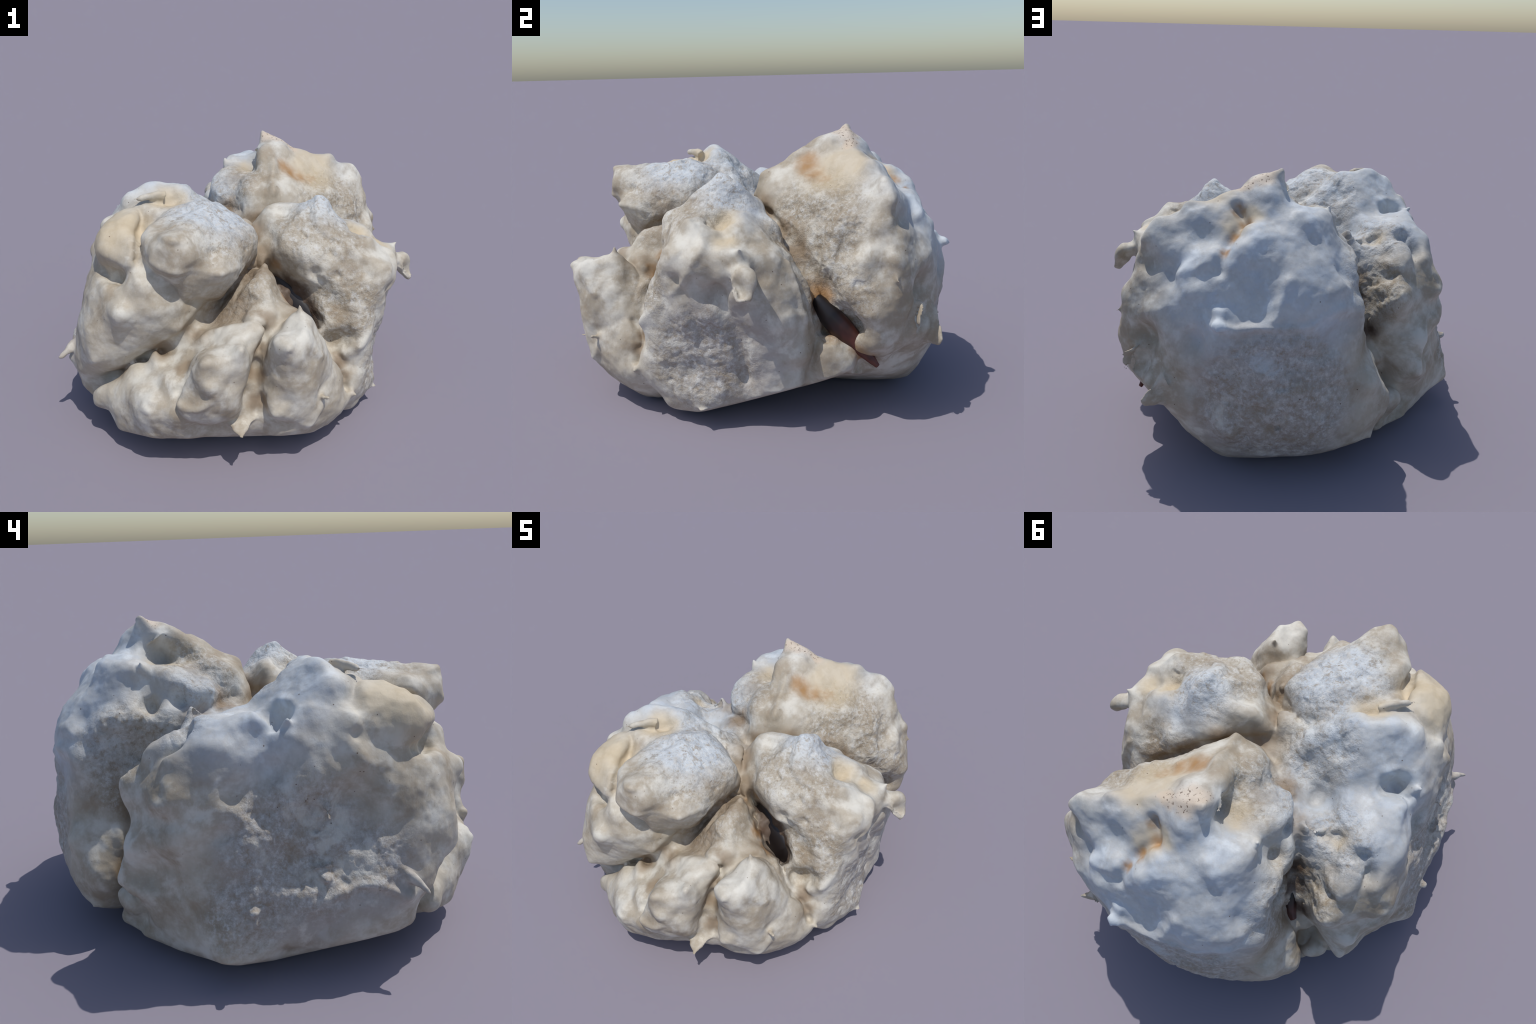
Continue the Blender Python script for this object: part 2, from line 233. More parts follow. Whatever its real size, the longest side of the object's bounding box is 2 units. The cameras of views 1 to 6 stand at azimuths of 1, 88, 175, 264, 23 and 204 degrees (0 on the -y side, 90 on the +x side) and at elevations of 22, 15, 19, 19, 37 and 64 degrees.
# folds on the left lobe
FOLDS += [
    ([(-0.436, -0.291, 1.185), (-0.33, -0.19, 1.20), (-0.30, -0.12, 1.17)], 0.040, 0.014),
    ([(-0.50, -0.30, 1.10), (-0.45, -0.29, 1.12), (-0.36, -0.25, 1.13), (-0.28, -0.19, 1.12)], 0.045, -0.025),
    ([(-0.50, -0.38, 1.10), (-0.485, -0.47, 1.06), (-0.47, -0.58, 1.03), (-0.475, -0.66, 0.97)], 0.040, -0.040),
    ([(-0.68, -0.55, 0.87), (-0.62, -0.60, 0.85), (-0.575, -0.60, 0.83), (-0.55, -0.63, 0.83)], 0.042, -0.038),
    ([(-0.60, -0.27, 1.07), (-0.66, -0.28, 1.02), (-0.73, -0.29, 0.96)], 0.035, -0.025),
    ([(-0.395, -0.745, 1.00), (-0.33, -0.775, 0.968), (-0.283, -0.770, 0.968), (-0.18, -0.735, 0.955), (-0.079, -0.696, 0.940), (0.0, -0.60, 0.93)], 0.030, 0.014),
    ([(-0.418, -0.567, 1.13), (-0.37, -0.68, 1.12), (-0.304, -0.757, 1.115), (-0.24, -0.72, 1.09)], 0.030, 0.012),
    ([(-0.68, -0.727, 0.478), (-0.74, -0.66, 0.40), (-0.78, -0.593, 0.342)], 0.04, 0.012),
]
# ragged lower edge of the crusty wall, edge along the west crack
FOLDS += [
    ([(-0.89, 0.13, 0.335), (-0.87, 0.10, 0.27), (-0.87, -0.03, 0.265), (-0.88, -0.115, 0.355), (-0.885, -0.265, 0.41), (-0.87, -0.348, 0.405), (-0.86, -0.46, 0.345), (-0.89, -0.53, 0.365)], 0.030, 0.022),
    ([(-0.70, 0.456, 0.753), (-0.68, 0.55, 0.62), (-0.65, 0.61, 0.50), (-0.617, 0.638, 0.38)], 0.035, 0.014),
    ([(-0.75, 0.15, 0.95), (-0.77, 0.0, 0.93), (-0.78, -0.10, 0.91), (-0.785, -0.30, 0.93), (-0.80, -0.31, 0.82)], 0.035, 0.014),
]

# pits: centre, radius, depth, direction from which the pit is seen
PITS = [
    ((-0.590, -0.010, 1.00), 0.075, 0.085, (-0.2, 0.25, 0.95)),
    ((-0.30, 0.12, 1.03), 0.100, 0.045, (0.0, 0.1, 1.0)),
    ((0.010, 0.440, 1.180), 0.075, 0.060, (-0.9, 0.1, 0.45)),
    ((0.572, -0.148, 0.950), 0.060, 0.028, (0.4, -0.1, 0.9)),
    ((0.660, -0.120, 0.930), 0.040, 0.022, (0.4, 0.0, 0.9)),
    ((-0.126, -0.655, 1.010), 0.035, 0.016, (0.2, -0.9, 0.4)),
    ((0.430, -0.400, 0.950), 0.030, 0.025, (0, -0.8, 0.6)),
    ((0.357, -0.421, 0.843), 0.032, 0.025, (0, -0.9, 0.3)),
    ((0.470, -0.420, 0.835), 0.024, 0.018, (0, -0.9, 0.3)),
    ((0.305, -0.322, 0.998), 0.012, 0.020, (0, -0.6, 0.8)),
    ((-0.188, -0.350, 1.135), 0.012, 0.018, (0, 0, 1)),
    ((0.085, 0.975, 0.306), 0.013, 0.025, (0, 1, 0.1)),
    ((0.085, 0.980, 0.370), 0.010, 0.012, (0, 1, 0.1)),
    ((-0.227, 0.479, 1.000), 0.045, 0.045, (-0.8, 0.2, 0.6)),
    ((-0.200, 0.350, 1.000), 0.040, 0.035, (-0.8, 0.1, 0.6)),
    ((-0.84, 0.277, 0.770), 0.035, 0.030, (-1, 0.1, 0.2)),
    ((-0.75, 0.470, 0.80), 0.045, 0.020, (-0.9, 0.3, 0.3)),
    ((-0.557, 0.320, 0.965), 0.040, 0.025, (-0.3, 0.6, 0.7)),
    ((-0.430, 0.300, 0.950), 0.035, 0.030, (0, 0.6, 0.7)),
    ((-0.50, 0.450, 0.80), 0.045, 0.025, (0, 0.9, 0.3)),
    ((0.150, -0.790, 0.36), 0.035, 0.045, (0, -1, 0.2)),
    ((0.14, 0.86, 0.90), 0.120, 0.020, (0, 0.8, 0.6)),
    ((0.50, 0.78, 0.95), 0.100, 0.015, (0.3, 0.8, 0.6)),
    ((-0.46, 0.62, 0.34), 0.070, 0.050, (-0.6, 0.8, 0.2)),
]

# deep narrow cracks: path, width, depth, direction from which one looks into them
TRENCHES = [
    ([(0.00, -0.50, 0.80), (-0.05, -0.55, 0.76), (-0.14, -0.62, 0.69), (-0.22, -0.68, 0.62), (-0.31, -0.67, 0.55), (-0.36, -0.65, 0.51)], 0.040, 0.075, (0.35, -0.70, 0.60)),
    ([(-0.43, -0.63, 0.45), (-0.49, -0.615, 0.40), (-0.56, -0.60, 0.345), (-0.64, -0.60, 0.270), (-0.71, -0.61, 0.20)], 0.040, 0.070, (0.10, -0.80, 0.55)),
    ([(0.37, -0.52, 0.60), (0.42, -0.55, 0.55), (0.47, -0.565, 0.46), (0.525, -0.565, 0.37), (0.55, -0.58, 0.30)], 0.032, 0.045, (0.3, -0.65, 0.65)),
    ([(0.17, -0.33, 0.85), (0.20, -0.36, 0.81), (0.255, -0.405, 0.740), (0.310, -0.430, 0.660), (0.36, -0.45, 0.60)], 0.075, 0.210, (0.25, -0.60, 0.75)),
    ([(0.113, -0.70, 0.66), (0.095, -0.78, 0.55), (0.088, -0.80, 0.47), (0.10, -0.82, 0.40)], 0.026, 0.030, (0.1, -0.9, 0.4)),
]

# broad brush strokes that swell (+) or press in (-) the skin: place, amount;
# one list for each pass of the brush
STROKES = []
rough_pass = []
rough_pass += [   # the back lobe and the rear of the left one
    (-0.83, 0.24, 0.22, 0.025), (-0.81, 0.23, 0.13, 0.028), (-0.8, 0.2, 0.62, -0.034), (-0.73, 0.4, 0.76, 0.03), (-0.73, 0.43, 0.58, 0.041), (-0.71, 0.24, 0.94, 0.026),
    (-0.69, 0.48, 0.6, 0.033), (-0.68, 0.55, 0.42, -0.025), (-0.67, 0.56, 0.36, 0.019), (-0.63, 0.16, 0.99, 0.041), (-0.49, 0.42, 0.86, 0.045), (-0.48, 0.53, 0.68, 0.038),
    (-0.47, 0.48, 0.75, 0.033), (-0.44, 0.57, 0.2, 0.05), (-0.37, 0.5, 0.41, 0.057), (-0.36, 0.6, 0.39, 0.036), (-0.35, 0.17, 1.01, -0.049), (-0.35, 0.22, 1.02, -0.016),
    (-0.32, 0.83, 0.46, 0.03), (-0.25, 0.71, 0.91, 0.022), (-0.23, 0.52, 0.71, 0.052), (-0.22, 0.54, 0.75, 0.025), (-0.22, 0.87, 0.76, -0.023), (-0.21, 0.82, 0.92, 0.025),
    (-0.2, 0.58, 1.01, 0.028), (-0.2, 0.78, 0.96, -0.026), (-0.18, 0.29, 1.02, 0.052), (-0.18, 0.4, 1.06, 0.014), (-0.15, 0.25, 1.02, 0.019), (-0.14, 0.37, 1.09, 0.025),
    (-0.14, 0.43, 1.11, 0.036), (-0.12, 0.6, 1.13, 0.031), (-0.1, 0.27, 1.06, 0.026), (-0.08, 0.61, 1.15, 0.024), (0.02, 0.88, 0.94, 0.014), (0.03, 0.97, 0.61, -0.015),
    (0.12, 0.59, 1.25, 0.023), (0.17, 0.97, 0.55, 0.02), (0.18, 0.71, 1.11, 0.04), (0.19, 0.73, 1.09, 0.036), (0.2, 0.43, 1.26, 0.053), (0.29, 0.51, 1.26, -0.015),
    (0.32, 0.94, 0.3, 0.021), (0.38, 0.84, 0.92, 0.023), (0.42, 0.33, 1.05, 0.034), (0.43, 0.85, 0.89, 0.028), (0.47, 0.35, 1.03, 0.03), (0.53, 0.76, 0.94, -0.028),
    (0.57, 0.53, 1.12, -0.03), (0.61, 0.3, 0.6, 0.025), (0.61, 0.32, 0.23, 0.036), (0.64, 0.69, 0.31, -0.025), (0.64, 0.81, 0.66, -0.027), (0.69, 0.65, 0.99, -0.029),
    (0.71, 0.23, 0.37, 0.035), (0.74, 0.77, 0.52, -0.036), (0.75, 0.43, 0.55, -0.027), (0.75, 0.45, 0.48, -0.032), (0.76, 0.48, 0.81, -0.015),
]
rough_pass += [   # across the middle
    (-0.86, -0.03, 0.2, 0.017), (-0.85, -0.06, 0.47, -0.027), (-0.83, -0.17, 0.69, -0.025), (-0.79, -0.32, 0.69, -0.026), (-0.79, -0.28, 0.73, -0.011), (-0.79, 0.06, 0.76, -0.021),
    (-0.78, -0.34, 0.81, -0.014), (-0.78, 0.08, 0.79, -0.041), (-0.77, 0.04, 0.83, -0.045), (-0.66, -0.29, 1.0, 0.033), (-0.61, -0.24, 1.1, 0.03), (-0.61, 0.07, 0.99, 0.056),
    (-0.58, -0.26, 1.13, 0.041), (-0.54, -0.03, 0.98, 0.044), (-0.3, -0.02, 1.1, -0.033), (-0.28, 0.13, 1.01, -0.043), (-0.27, 0.1, 1.01, -0.043), (-0.26, 0.14, 1.01, -0.049),
    (-0.01, -0.17, 0.92, 0.04), (0.03, -0.33, 1.02, 0.031), (0.18, 0.08, 0.94, 0.029), (0.22, -0.37, 0.83, -0.023), (0.22, -0.36, 0.76, -0.036), (0.25, -0.28, 0.56, 0.044),
    (0.27, 0.02, 0.98, 0.052), (0.32, -0.06, 1.1, -0.02), (0.33, 0.14, 0.88, 0.027), (0.48, 0.08, 0.9, 0.042), (0.51, -0.06, 1.03, -0.027), (0.55, 0.15, 0.82, 0.018),
    (0.63, 0.13, 0.81, 0.021), (0.66, -0.36, 0.83, 0.044), (0.68, -0.35, 0.82, 0.063), (0.69, 0.1, 0.21, 0.027), (0.7, -0.39, 0.52, -0.016), (0.7, -0.32, 0.29, -0.024),
    (0.71, -0.28, 0.85, 0.051), (0.71, 0.07, 0.83, 0.026), (0.72, -0.3, 0.81, 0.034), (0.74, -0.25, 0.25, -0.023), (0.74, -0.24, 0.22, -0.025), (0.74, -0.22, 0.26, -0.035),
    (0.77, -0.02, 0.51, -0.014), (0.78, -0.01, 0.53, 0.025), (0.79, -0.23, 0.73, -0.032), (0.8, 0.0, 0.76, -0.017),
]
rough_pass += [   # the front
    (-0.65, -0.61, 0.2, 0.044), (-0.59, -0.6, 1.04, -0.027), (-0.55, -0.72, 0.74, 0.044), (-0.5, -0.73, 0.78, 0.026), (-0.49, -0.42, 1.05, -0.013), (-0.43, -0.7, 0.45, -0.013),
    (-0.4, -0.68, 0.47, 0.032), (-0.38, -0.87, 0.3, 0.055), (-0.3, -0.42, 1.13, -0.018), (-0.29, -0.75, 0.52, -0.024), (-0.27, -0.66, 1.14, -0.014), (-0.26, -0.89, 0.34, 0.025),
    (-0.24, -0.71, 1.01, 0.029), (-0.23, -0.74, 0.56, -0.028), (-0.17, -0.59, 0.66, -0.042), (-0.14, -0.72, 0.65, -0.03), (-0.12, -0.5, 0.72, 0.022), (0.04, -0.53, 0.77, 0.036),
    (0.07, -0.81, 0.65, -0.028), (0.08, -0.76, 0.53, -0.017), (0.11, -0.46, 0.82, 0.044), (0.22, -0.9, 0.39, -0.043), (0.23, -0.58, 0.68, 0.03), (0.23, -0.44, 0.59, 0.03),
    (0.34, -0.85, 0.62, -0.013), (0.37, -0.74, 0.69, -0.026), (0.48, -0.52, 0.51, -0.018), (0.51, -0.52, 0.54, -0.045), (0.52, -0.52, 0.51, 0.015), (0.54, -0.6, 0.33, -0.019),
]
STROKES.append(rough_pass)
later_pass_a = []
later_pass_a += [   # the back lobe and the rear of the left one
    (-0.78, 0.17, 0.77, -0.047), (-0.77, 0.26, 0.6, -0.022), (-0.77, 0.27, 0.62, 0.018), (-0.76, 0.38, 0.61, 0.016), (-0.74, 0.39, 0.69, 0.016), (-0.74, 0.42, 0.77, 0.03),
    (-0.73, 0.19, 0.91, 0.026), (-0.69, 0.52, 0.44, -0.023), (-0.53, 0.46, 0.84, 0.038), (-0.51, 0.51, 0.77, 0.049), (-0.51, 0.56, 0.69, 0.058), (-0.49, 0.58, 0.19, 0.055),
    (-0.39, 0.52, 0.35, 0.047), (-0.35, 0.26, 1.02, -0.027), (-0.34, 0.85, 0.44, 0.029), (-0.33, 0.17, 0.97, -0.039), (-0.33, 0.23, 1.01, -0.04), (-0.27, 0.41, 0.83, 0.041),
    (-0.26, 0.58, 0.71, 0.057), (-0.25, 0.59, 0.95, 0.025), (-0.24, 0.53, 0.75, 0.047), (-0.19, 0.92, 0.87, -0.027), (-0.16, 0.23, 1.02, 0.043), (-0.15, 0.55, 1.15, 0.028),
    (-0.13, 0.23, 1.05, 0.035), (-0.13, 0.88, 0.92, 0.009), (-0.11, 0.93, 0.64, -0.022), (-0.06, 0.66, 1.15, 0.024), (-0.03, 0.21, 1.08, 0.02), (0.0, 0.17, 1.08, 0.05),
    (0.05, 0.24, 1.17, 0.017), (0.12, 0.78, 1.09, 0.013), (0.23, 0.42, 1.29, -0.027), (0.23, 0.43, 1.28, -0.03), (0.33, 0.38, 1.14, -0.02), (0.39, 0.62, 1.18, 0.013),
    (0.39, 0.94, 0.67, 0.027), (0.41, 0.71, 1.08, -0.024), (0.43, 0.49, 1.17, -0.016), (0.45, 0.91, 0.49, -0.023), (0.52, 0.76, 0.94, -0.029), (0.63, 0.5, 1.03, -0.017),
    (0.67, 0.77, 0.66, -0.027), (0.69, 0.75, 0.53, -0.031), (0.7, 0.4, 0.54, -0.033), (0.7, 0.59, 0.95, 0.028), (0.73, 0.42, 0.66, 0.022), (0.76, 0.19, 0.37, 0.022),
]
later_pass_a += [   # across the middle
    (-0.87, -0.12, 0.2, -0.02), (-0.84, 0.01, 0.51, -0.029), (-0.8, 0.07, 0.7, -0.047), (-0.79, -0.27, 0.79, -0.013), (-0.79, -0.23, 0.63, -0.021), (-0.79, 0.08, 0.69, -0.036),
    (-0.78, -0.35, 0.69, -0.014), (-0.78, -0.31, 0.74, -0.027), (-0.78, -0.08, 0.67, -0.025), (-0.75, -0.01, 0.89, -0.028), (-0.73, 0.04, 0.86, -0.037), (-0.72, -0.39, 0.97, -0.013),
    (-0.65, -0.12, 1.04, 0.025), (-0.62, 0.06, 1.01, 0.037), (-0.59, -0.36, 1.1, 0.014), (-0.55, -0.06, 1.01, 0.037), (-0.5, -0.37, 1.07, 0.029), (-0.47, -0.35, 1.11, 0.027),
    (-0.35, -0.37, 1.12, 0.028), (-0.29, -0.28, 1.12, 0.021), (-0.28, 0.13, 0.97, -0.05), (-0.27, -0.06, 1.1, -0.022), (-0.23, 0.02, 1.03, -0.043), (-0.18, 0.05, 1.01, -0.038),
    (-0.14, 0.12, 0.96, 0.021), (0.0, -0.26, 0.89, 0.038), (0.02, -0.16, 0.95, 0.045), (0.04, -0.26, 0.82, 0.049), (0.05, -0.17, 0.97, -0.021), (0.11, -0.19, 1.01, -0.016),
    (0.15, -0.02, 0.95, 0.02), (0.16, -0.08, 1.06, 0.03), (0.2, -0.34, 0.61, -0.016), (0.2, -0.16, 1.07, -0.021), (0.48, -0.06, 1.02, 0.022), (0.63, 0.07, 0.88, 0.02),
    (0.67, -0.35, 0.89, 0.029), (0.7, -0.36, 0.44, -0.015), (0.71, -0.28, 0.28, -0.022), (0.72, -0.24, 0.32, -0.019), (0.75, -0.3, 0.81, 0.024), (0.76, -0.14, 0.65, -0.013),
    (0.78, -0.2, 0.68, -0.043), (0.78, -0.16, 0.73, 0.009), (0.78, -0.15, 0.72, -0.027), (0.78, 0.14, 0.55, 0.022), (0.79, 0.08, 0.51, 0.01), (0.8, -0.03, 0.75, -0.019),
    (0.88, -0.03, 0.77, 0.033), (0.9, -0.07, 0.74, -0.049),
]
later_pass_a += [   # the front
    (-0.86, -0.45, 0.4, -0.018), (-0.82, -0.43, 0.6, -0.019), (-0.74, -0.56, 0.24, -0.023), (-0.68, -0.62, 0.2, 0.033), (-0.59, -0.73, 0.66, 0.013), (-0.56, -0.64, 0.86, -0.018),
    (-0.51, -0.75, 0.79, -0.021), (-0.5, -0.65, 0.39, 0.022), (-0.45, -0.6, 1.04, 0.017), (-0.36, -0.89, 0.35, 0.041), (-0.36, -0.61, 1.13, -0.025), (-0.35, -0.46, 1.12, 0.015),
    (-0.34, -0.7, 0.51, -0.027), (-0.24, -0.83, 0.51, -0.027), (-0.23, -0.92, 0.34, 0.021), (-0.23, -0.62, 1.13, -0.021), (-0.22, -0.73, 0.97, -0.024), (-0.22, -0.64, 0.59, -0.024),
    (-0.13, -0.61, 0.66, -0.025), (-0.11, -0.79, 0.64, -0.025), (-0.06, -0.7, 0.66, 0.023), (0.0, -0.95, 0.52, -0.038), (0.07, -0.55, 0.8, 0.037), (0.08, -0.77, 0.47, -0.019),
    (0.24, -0.94, 0.67, -0.031), (0.24, -0.45, 0.62, 0.016), (0.26, -0.85, 0.75, -0.023), (0.36, -0.52, 0.58, 0.029), (0.39, -0.75, 0.6, -0.018), (0.45, -0.56, 0.51, -0.027),
    (0.47, -0.52, 0.5, -0.035), (0.48, -0.49, 0.59, 0.016), (0.5, -0.51, 0.53, -0.045), (0.7, -0.4, 0.62, -0.018), (0.7, -0.4, 0.62, -0.017),
]
STROKES.append(later_pass_a)
later_pass_b = []
later_pass_b += [   # the back lobe and the rear of the left one
    (-0.76, 0.38, 0.64, 0.02), (-0.73, 0.44, 0.47, -0.012), (-0.73, 0.45, 0.77, 0.029), (-0.72, 0.47, 0.49, -0.02), (-0.54, 0.47, 0.87, 0.044), (-0.52, 0.36, 0.91, 0.047),
    (-0.52, 0.57, 0.76, 0.055), (-0.51, 0.6, 0.24, 0.039), (-0.38, 0.27, 0.99, -0.052), (-0.36, 0.25, 0.99, -0.056), (-0.36, 0.62, 0.46, 0.04), (-0.35, 0.31, 1.0, -0.047),
    (-0.27, 0.22, 0.98, -0.042), (-0.26, 0.55, 0.95, 0.028), (-0.25, 0.68, 0.95, 0.023), (-0.23, 0.82, 0.94, -0.028), (-0.18, 0.36, 1.08, 0.026), (-0.16, 0.5, 1.06, 0.028),
    (-0.15, 0.52, 1.09, 0.017), (-0.14, 0.87, 0.94, -0.016), (-0.01, 0.59, 1.19, 0.016), (0.22, 0.79, 1.07, 0.018), (0.39, 0.92, 0.53, 0.015), (0.45, 0.93, 0.7, -0.03),
    (0.49, 0.76, 0.94, 0.026), (0.52, 0.45, 1.07, -0.025), (0.54, 0.2, 0.75, -0.024), (0.6, 0.34, 0.42, -0.018), (0.62, 0.38, 0.82, 0.022), (0.65, 0.71, 0.95, -0.024),
    (0.66, 0.75, 0.65, -0.028), (0.69, 0.42, 0.5, -0.042),
]
later_pass_b += [   # across the middle
    (-0.86, -0.18, 0.48, -0.026), (-0.81, -0.29, 0.58, -0.028), (-0.78, -0.26, 0.74, -0.028), (-0.78, -0.1, 0.91, -0.022), (-0.72, 0.01, 0.83, -0.015), (-0.69, 0.06, 0.96, -0.023),
    (-0.57, -0.02, 0.96, -0.03), (-0.23, -0.34, 1.14, 0.03), (-0.19, 0.04, 0.99, -0.044), (-0.15, 0.07, 0.98, -0.036), (-0.01, -0.14, 0.97, 0.03), (0.01, 0.1, 1.07, 0.024),
    (0.05, -0.29, 0.89, 0.028), (0.08, -0.28, 0.84, 0.031), (0.21, -0.15, 1.06, -0.027), (0.22, -0.07, 1.07, 0.022), (0.42, -0.35, 0.99, -0.028), (0.47, -0.06, 1.08, -0.021),
    (0.72, -0.02, 0.24, -0.025), (0.75, -0.13, 0.68, -0.027), (0.78, -0.07, 0.68, 0.014), (0.79, -0.2, 0.78, -0.019), (0.86, -0.07, 0.74, -0.02),
]
later_pass_b += [   # the front
    (-0.67, -0.61, 0.26, 0.01), (-0.53, -0.76, 0.72, 0.024), (-0.44, -0.84, 0.35, 0.021), (-0.4, -0.74, 0.76, 0.015), (-0.34, -0.69, 0.59, -0.019), (-0.24, -0.72, 1.02, 0.027),
    (-0.24, -0.66, 1.12, 0.012), (-0.17, -0.69, 0.96, 0.019), (-0.13, -0.96, 0.43, 0.017), (-0.09, -0.64, 0.66, -0.018), (-0.04, -0.53, 0.72, 0.018), (-0.01, -0.45, 0.79, -0.044),
    (0.09, -0.67, 0.7, 0.032), (0.25, -0.57, 0.69, 0.029), (0.39, -0.74, 0.58, 0.022), (0.46, -0.5, 0.47, -0.04), (0.46, -0.48, 0.5, -0.047), (0.49, -0.48, 0.66, -0.023),
]
STROKES.append(later_pass_b)
later_pass_c = []
later_pass_c += [   # the back lobe and the rear of the left one
    (-0.84, 0.2, 0.44, -0.014), (-0.78, 0.23, 0.56, 0.028), (-0.77, 0.41, 0.58, 0.012), (-0.76, 0.19, 0.9, -0.03), (-0.76, 0.45, 0.78, -0.019), (-0.69, 0.5, 0.4, -0.022),
    (-0.6, 0.51, 0.76, 0.029), (-0.59, 0.52, 0.74, 0.03), (-0.55, 0.41, 0.91, 0.049), (-0.54, 0.35, 0.94, 0.027), (-0.47, 0.65, 0.24, 0.035), (-0.42, 0.54, 0.55, 0.02),
    (-0.35, 0.29, 0.95, -0.05), (-0.33, 0.76, 0.59, -0.019), (-0.32, 0.26, 0.94, 0.023), (-0.28, 0.53, 0.92, -0.0), (-0.27, 0.26, 0.97, -0.028), (-0.27, 0.62, 0.95, 0.024),
    (-0.26, 0.8, 0.87, -0.025), (-0.25, 0.41, 0.97, 0.032), (-0.22, 0.87, 0.87, -0.025), (-0.2, 0.35, 1.08, 0.024), (-0.15, 0.64, 1.08, 0.023), (-0.12, 0.33, 1.12, 0.018),
    (-0.06, 0.7, 1.16, 0.025), (-0.02, 0.23, 1.12, 0.038), (-0.01, 0.93, 0.84, 0.012), (-0.01, 0.95, 0.79, -0.012), (0.18, 0.96, 0.32, 0.01), (0.2, 0.46, 1.29, -0.009),
    (0.24, 0.81, 1.05, 0.024), (0.29, 0.41, 1.17, 0.025), (0.37, 0.71, 1.07, -0.014), (0.42, 0.76, 1.02, 0.023), (0.43, 0.92, 0.69, -0.025), (0.48, 0.82, 0.92, 0.026),
    (0.54, 0.39, 1.01, 0.0), (0.56, 0.45, 1.04, -0.02), (0.6, 0.34, 0.47, -0.022), (0.6, 0.88, 0.44, -0.024), (0.63, 0.35, 0.79, 0.026), (0.63, 0.68, 0.97, -0.025),
    (0.64, 0.74, 0.65, -0.024), (0.68, 0.45, 0.47, -0.059), (0.73, 0.62, 0.92, -0.021),
]
later_pass_c += [   # across the middle
    (-0.9, -0.14, 0.27, -0.018), (-0.9, 0.14, 0.2, -0.018), (-0.89, 0.03, 0.33, -0.009), (-0.77, -0.24, 0.65, -0.014), (-0.77, -0.23, 0.89, -0.014), (-0.77, -0.12, 0.72, -0.014),
    (-0.76, -0.25, 0.73, -0.024), (-0.74, 0.12, 0.8, -0.023), (-0.71, -0.28, 0.99, 0.013), (-0.71, -0.28, 1.0, 0.029), (-0.58, -0.05, 0.96, -0.03), (-0.46, 0.07, 1.03, -0.026),
    (-0.39, 0.14, 0.97, 0.018), (-0.36, -0.38, 1.14, -0.007), (-0.19, 0.13, 0.95, -0.014), (-0.15, -0.25, 1.12, 0.017), (-0.07, -0.39, 1.11, -0.016), (-0.05, -0.17, 0.98, 0.045),
    (-0.04, -0.14, 0.98, 0.036), (0.13, -0.28, 0.94, -0.025), (0.19, 0.0, 0.95, 0.02), (0.43, 0.02, 1.02, -0.006), (0.45, -0.18, 1.07, -0.016), (0.46, -0.07, 1.06, -0.024),
    (0.46, 0.04, 0.98, -0.01), (0.52, -0.26, 1.02, -0.016), (0.58, -0.35, 0.95, -0.018), (0.68, -0.38, 0.49, -0.008), (0.71, -0.05, 0.92, -0.021), (0.73, -0.14, 0.92, -0.034),
    (0.78, -0.08, 0.67, 0.025), (0.8, 0.01, 0.64, 0.015),
]
later_pass_c += [   # the front
    (-0.84, -0.48, 0.36, 0.03), (-0.73, -0.47, 0.86, -0.015), (-0.7, -0.62, 0.21, 0.019), (-0.53, -0.45, 1.1, 0.023), (-0.52, -0.76, 0.76, 0.028), (-0.49, -0.66, 0.41, 0.015),
    (-0.39, -0.88, 0.38, 0.02), (-0.39, -0.54, 1.13, -0.019), (-0.31, -0.73, 0.69, -0.023), (-0.27, -0.93, 0.33, 0.019), (-0.22, -0.74, 1.03, 0.024), (-0.17, -0.43, 1.13, 0.019),
    (-0.16, -0.6, 0.63, -0.022), (-0.15, -0.58, 0.63, -0.02), (-0.13, -0.45, 1.12, -0.01), (0.0, -0.94, 0.61, -0.021), (0.02, -0.53, 0.92, -0.019), (0.06, -0.68, 0.7, 0.041),
    (0.18, -0.88, 0.59, -0.011), (0.25, -0.8, 0.74, -0.028), (0.29, -0.56, 0.65, 0.029), (0.34, -0.4, 0.82, 0.023), (0.35, -0.53, 0.6, 0.014), (0.38, -0.41, 0.74, -0.021),
    (0.45, -0.75, 0.36, -0.017), (0.45, -0.45, 0.69, -0.023), (0.57, -0.51, 0.55, -0.019),
]
STROKES.append(later_pass_c)

# where the skin is torn open and crumbly: centre, inner radius, outer radius
CRUMBLY = [
    ((-0.14, -0.42, 1.12), 0.20, 0.34), ((-0.20, -0.05, 1.06), 0.14, 0.26), ((0.47, 0.33, 0.92), 0.20, 0.34),
    ((-0.06, 0.28, 1.06), 0.14, 0.24), ((-0.28, 0.55, 0.78), 0.18, 0.30), ((0.38, -0.22, 1.02), 0.16, 0.30),
    ((0.70, -0.25, 0.35), 0.16, 0.34), ((-0.90, -0.05, 0.58), 0.20, 0.36), ((-0.88, -0.33, 0.52), 0.08, 0.20),
    ((0.10, 0.98, 0.42), 0.26, 0.40), ((-0.02, -0.50, 0.76), 0.10, 0.24), ((0.60, 0.40, 0.62), 0.16, 0.28),
    ((-0.45, 0.30, 0.93), 0.10, 0.22), ((-0.86, 0.15, 0.32), 0.10, 0.22), ((0.50, -0.45, 0.68), 0.12, 0.26),
]

# ------------------------------------------------------------ mesh tools
def radial_spline(centre, points, soft):
    c = np.array(centre)
    d = np.array(points) - c
    r = np.linalg.norm(d, axis=1)
    u = d / r[:, None]
    def phi(a, b):
        return -np.sqrt(np.maximum(2 - 2 * a @ b.T, 0) + soft * soft)
    n = len(r)
    M = np.ones((n + 1, n + 1)); M[:n, :n] = phi(u, u) + 0.02 * np.eye(n); M[n, n] = 0
    w = np.linalg.solve(M, np.append(r, 0))
    return lambda q: phi(q, u) @ w[:n] + w[n]

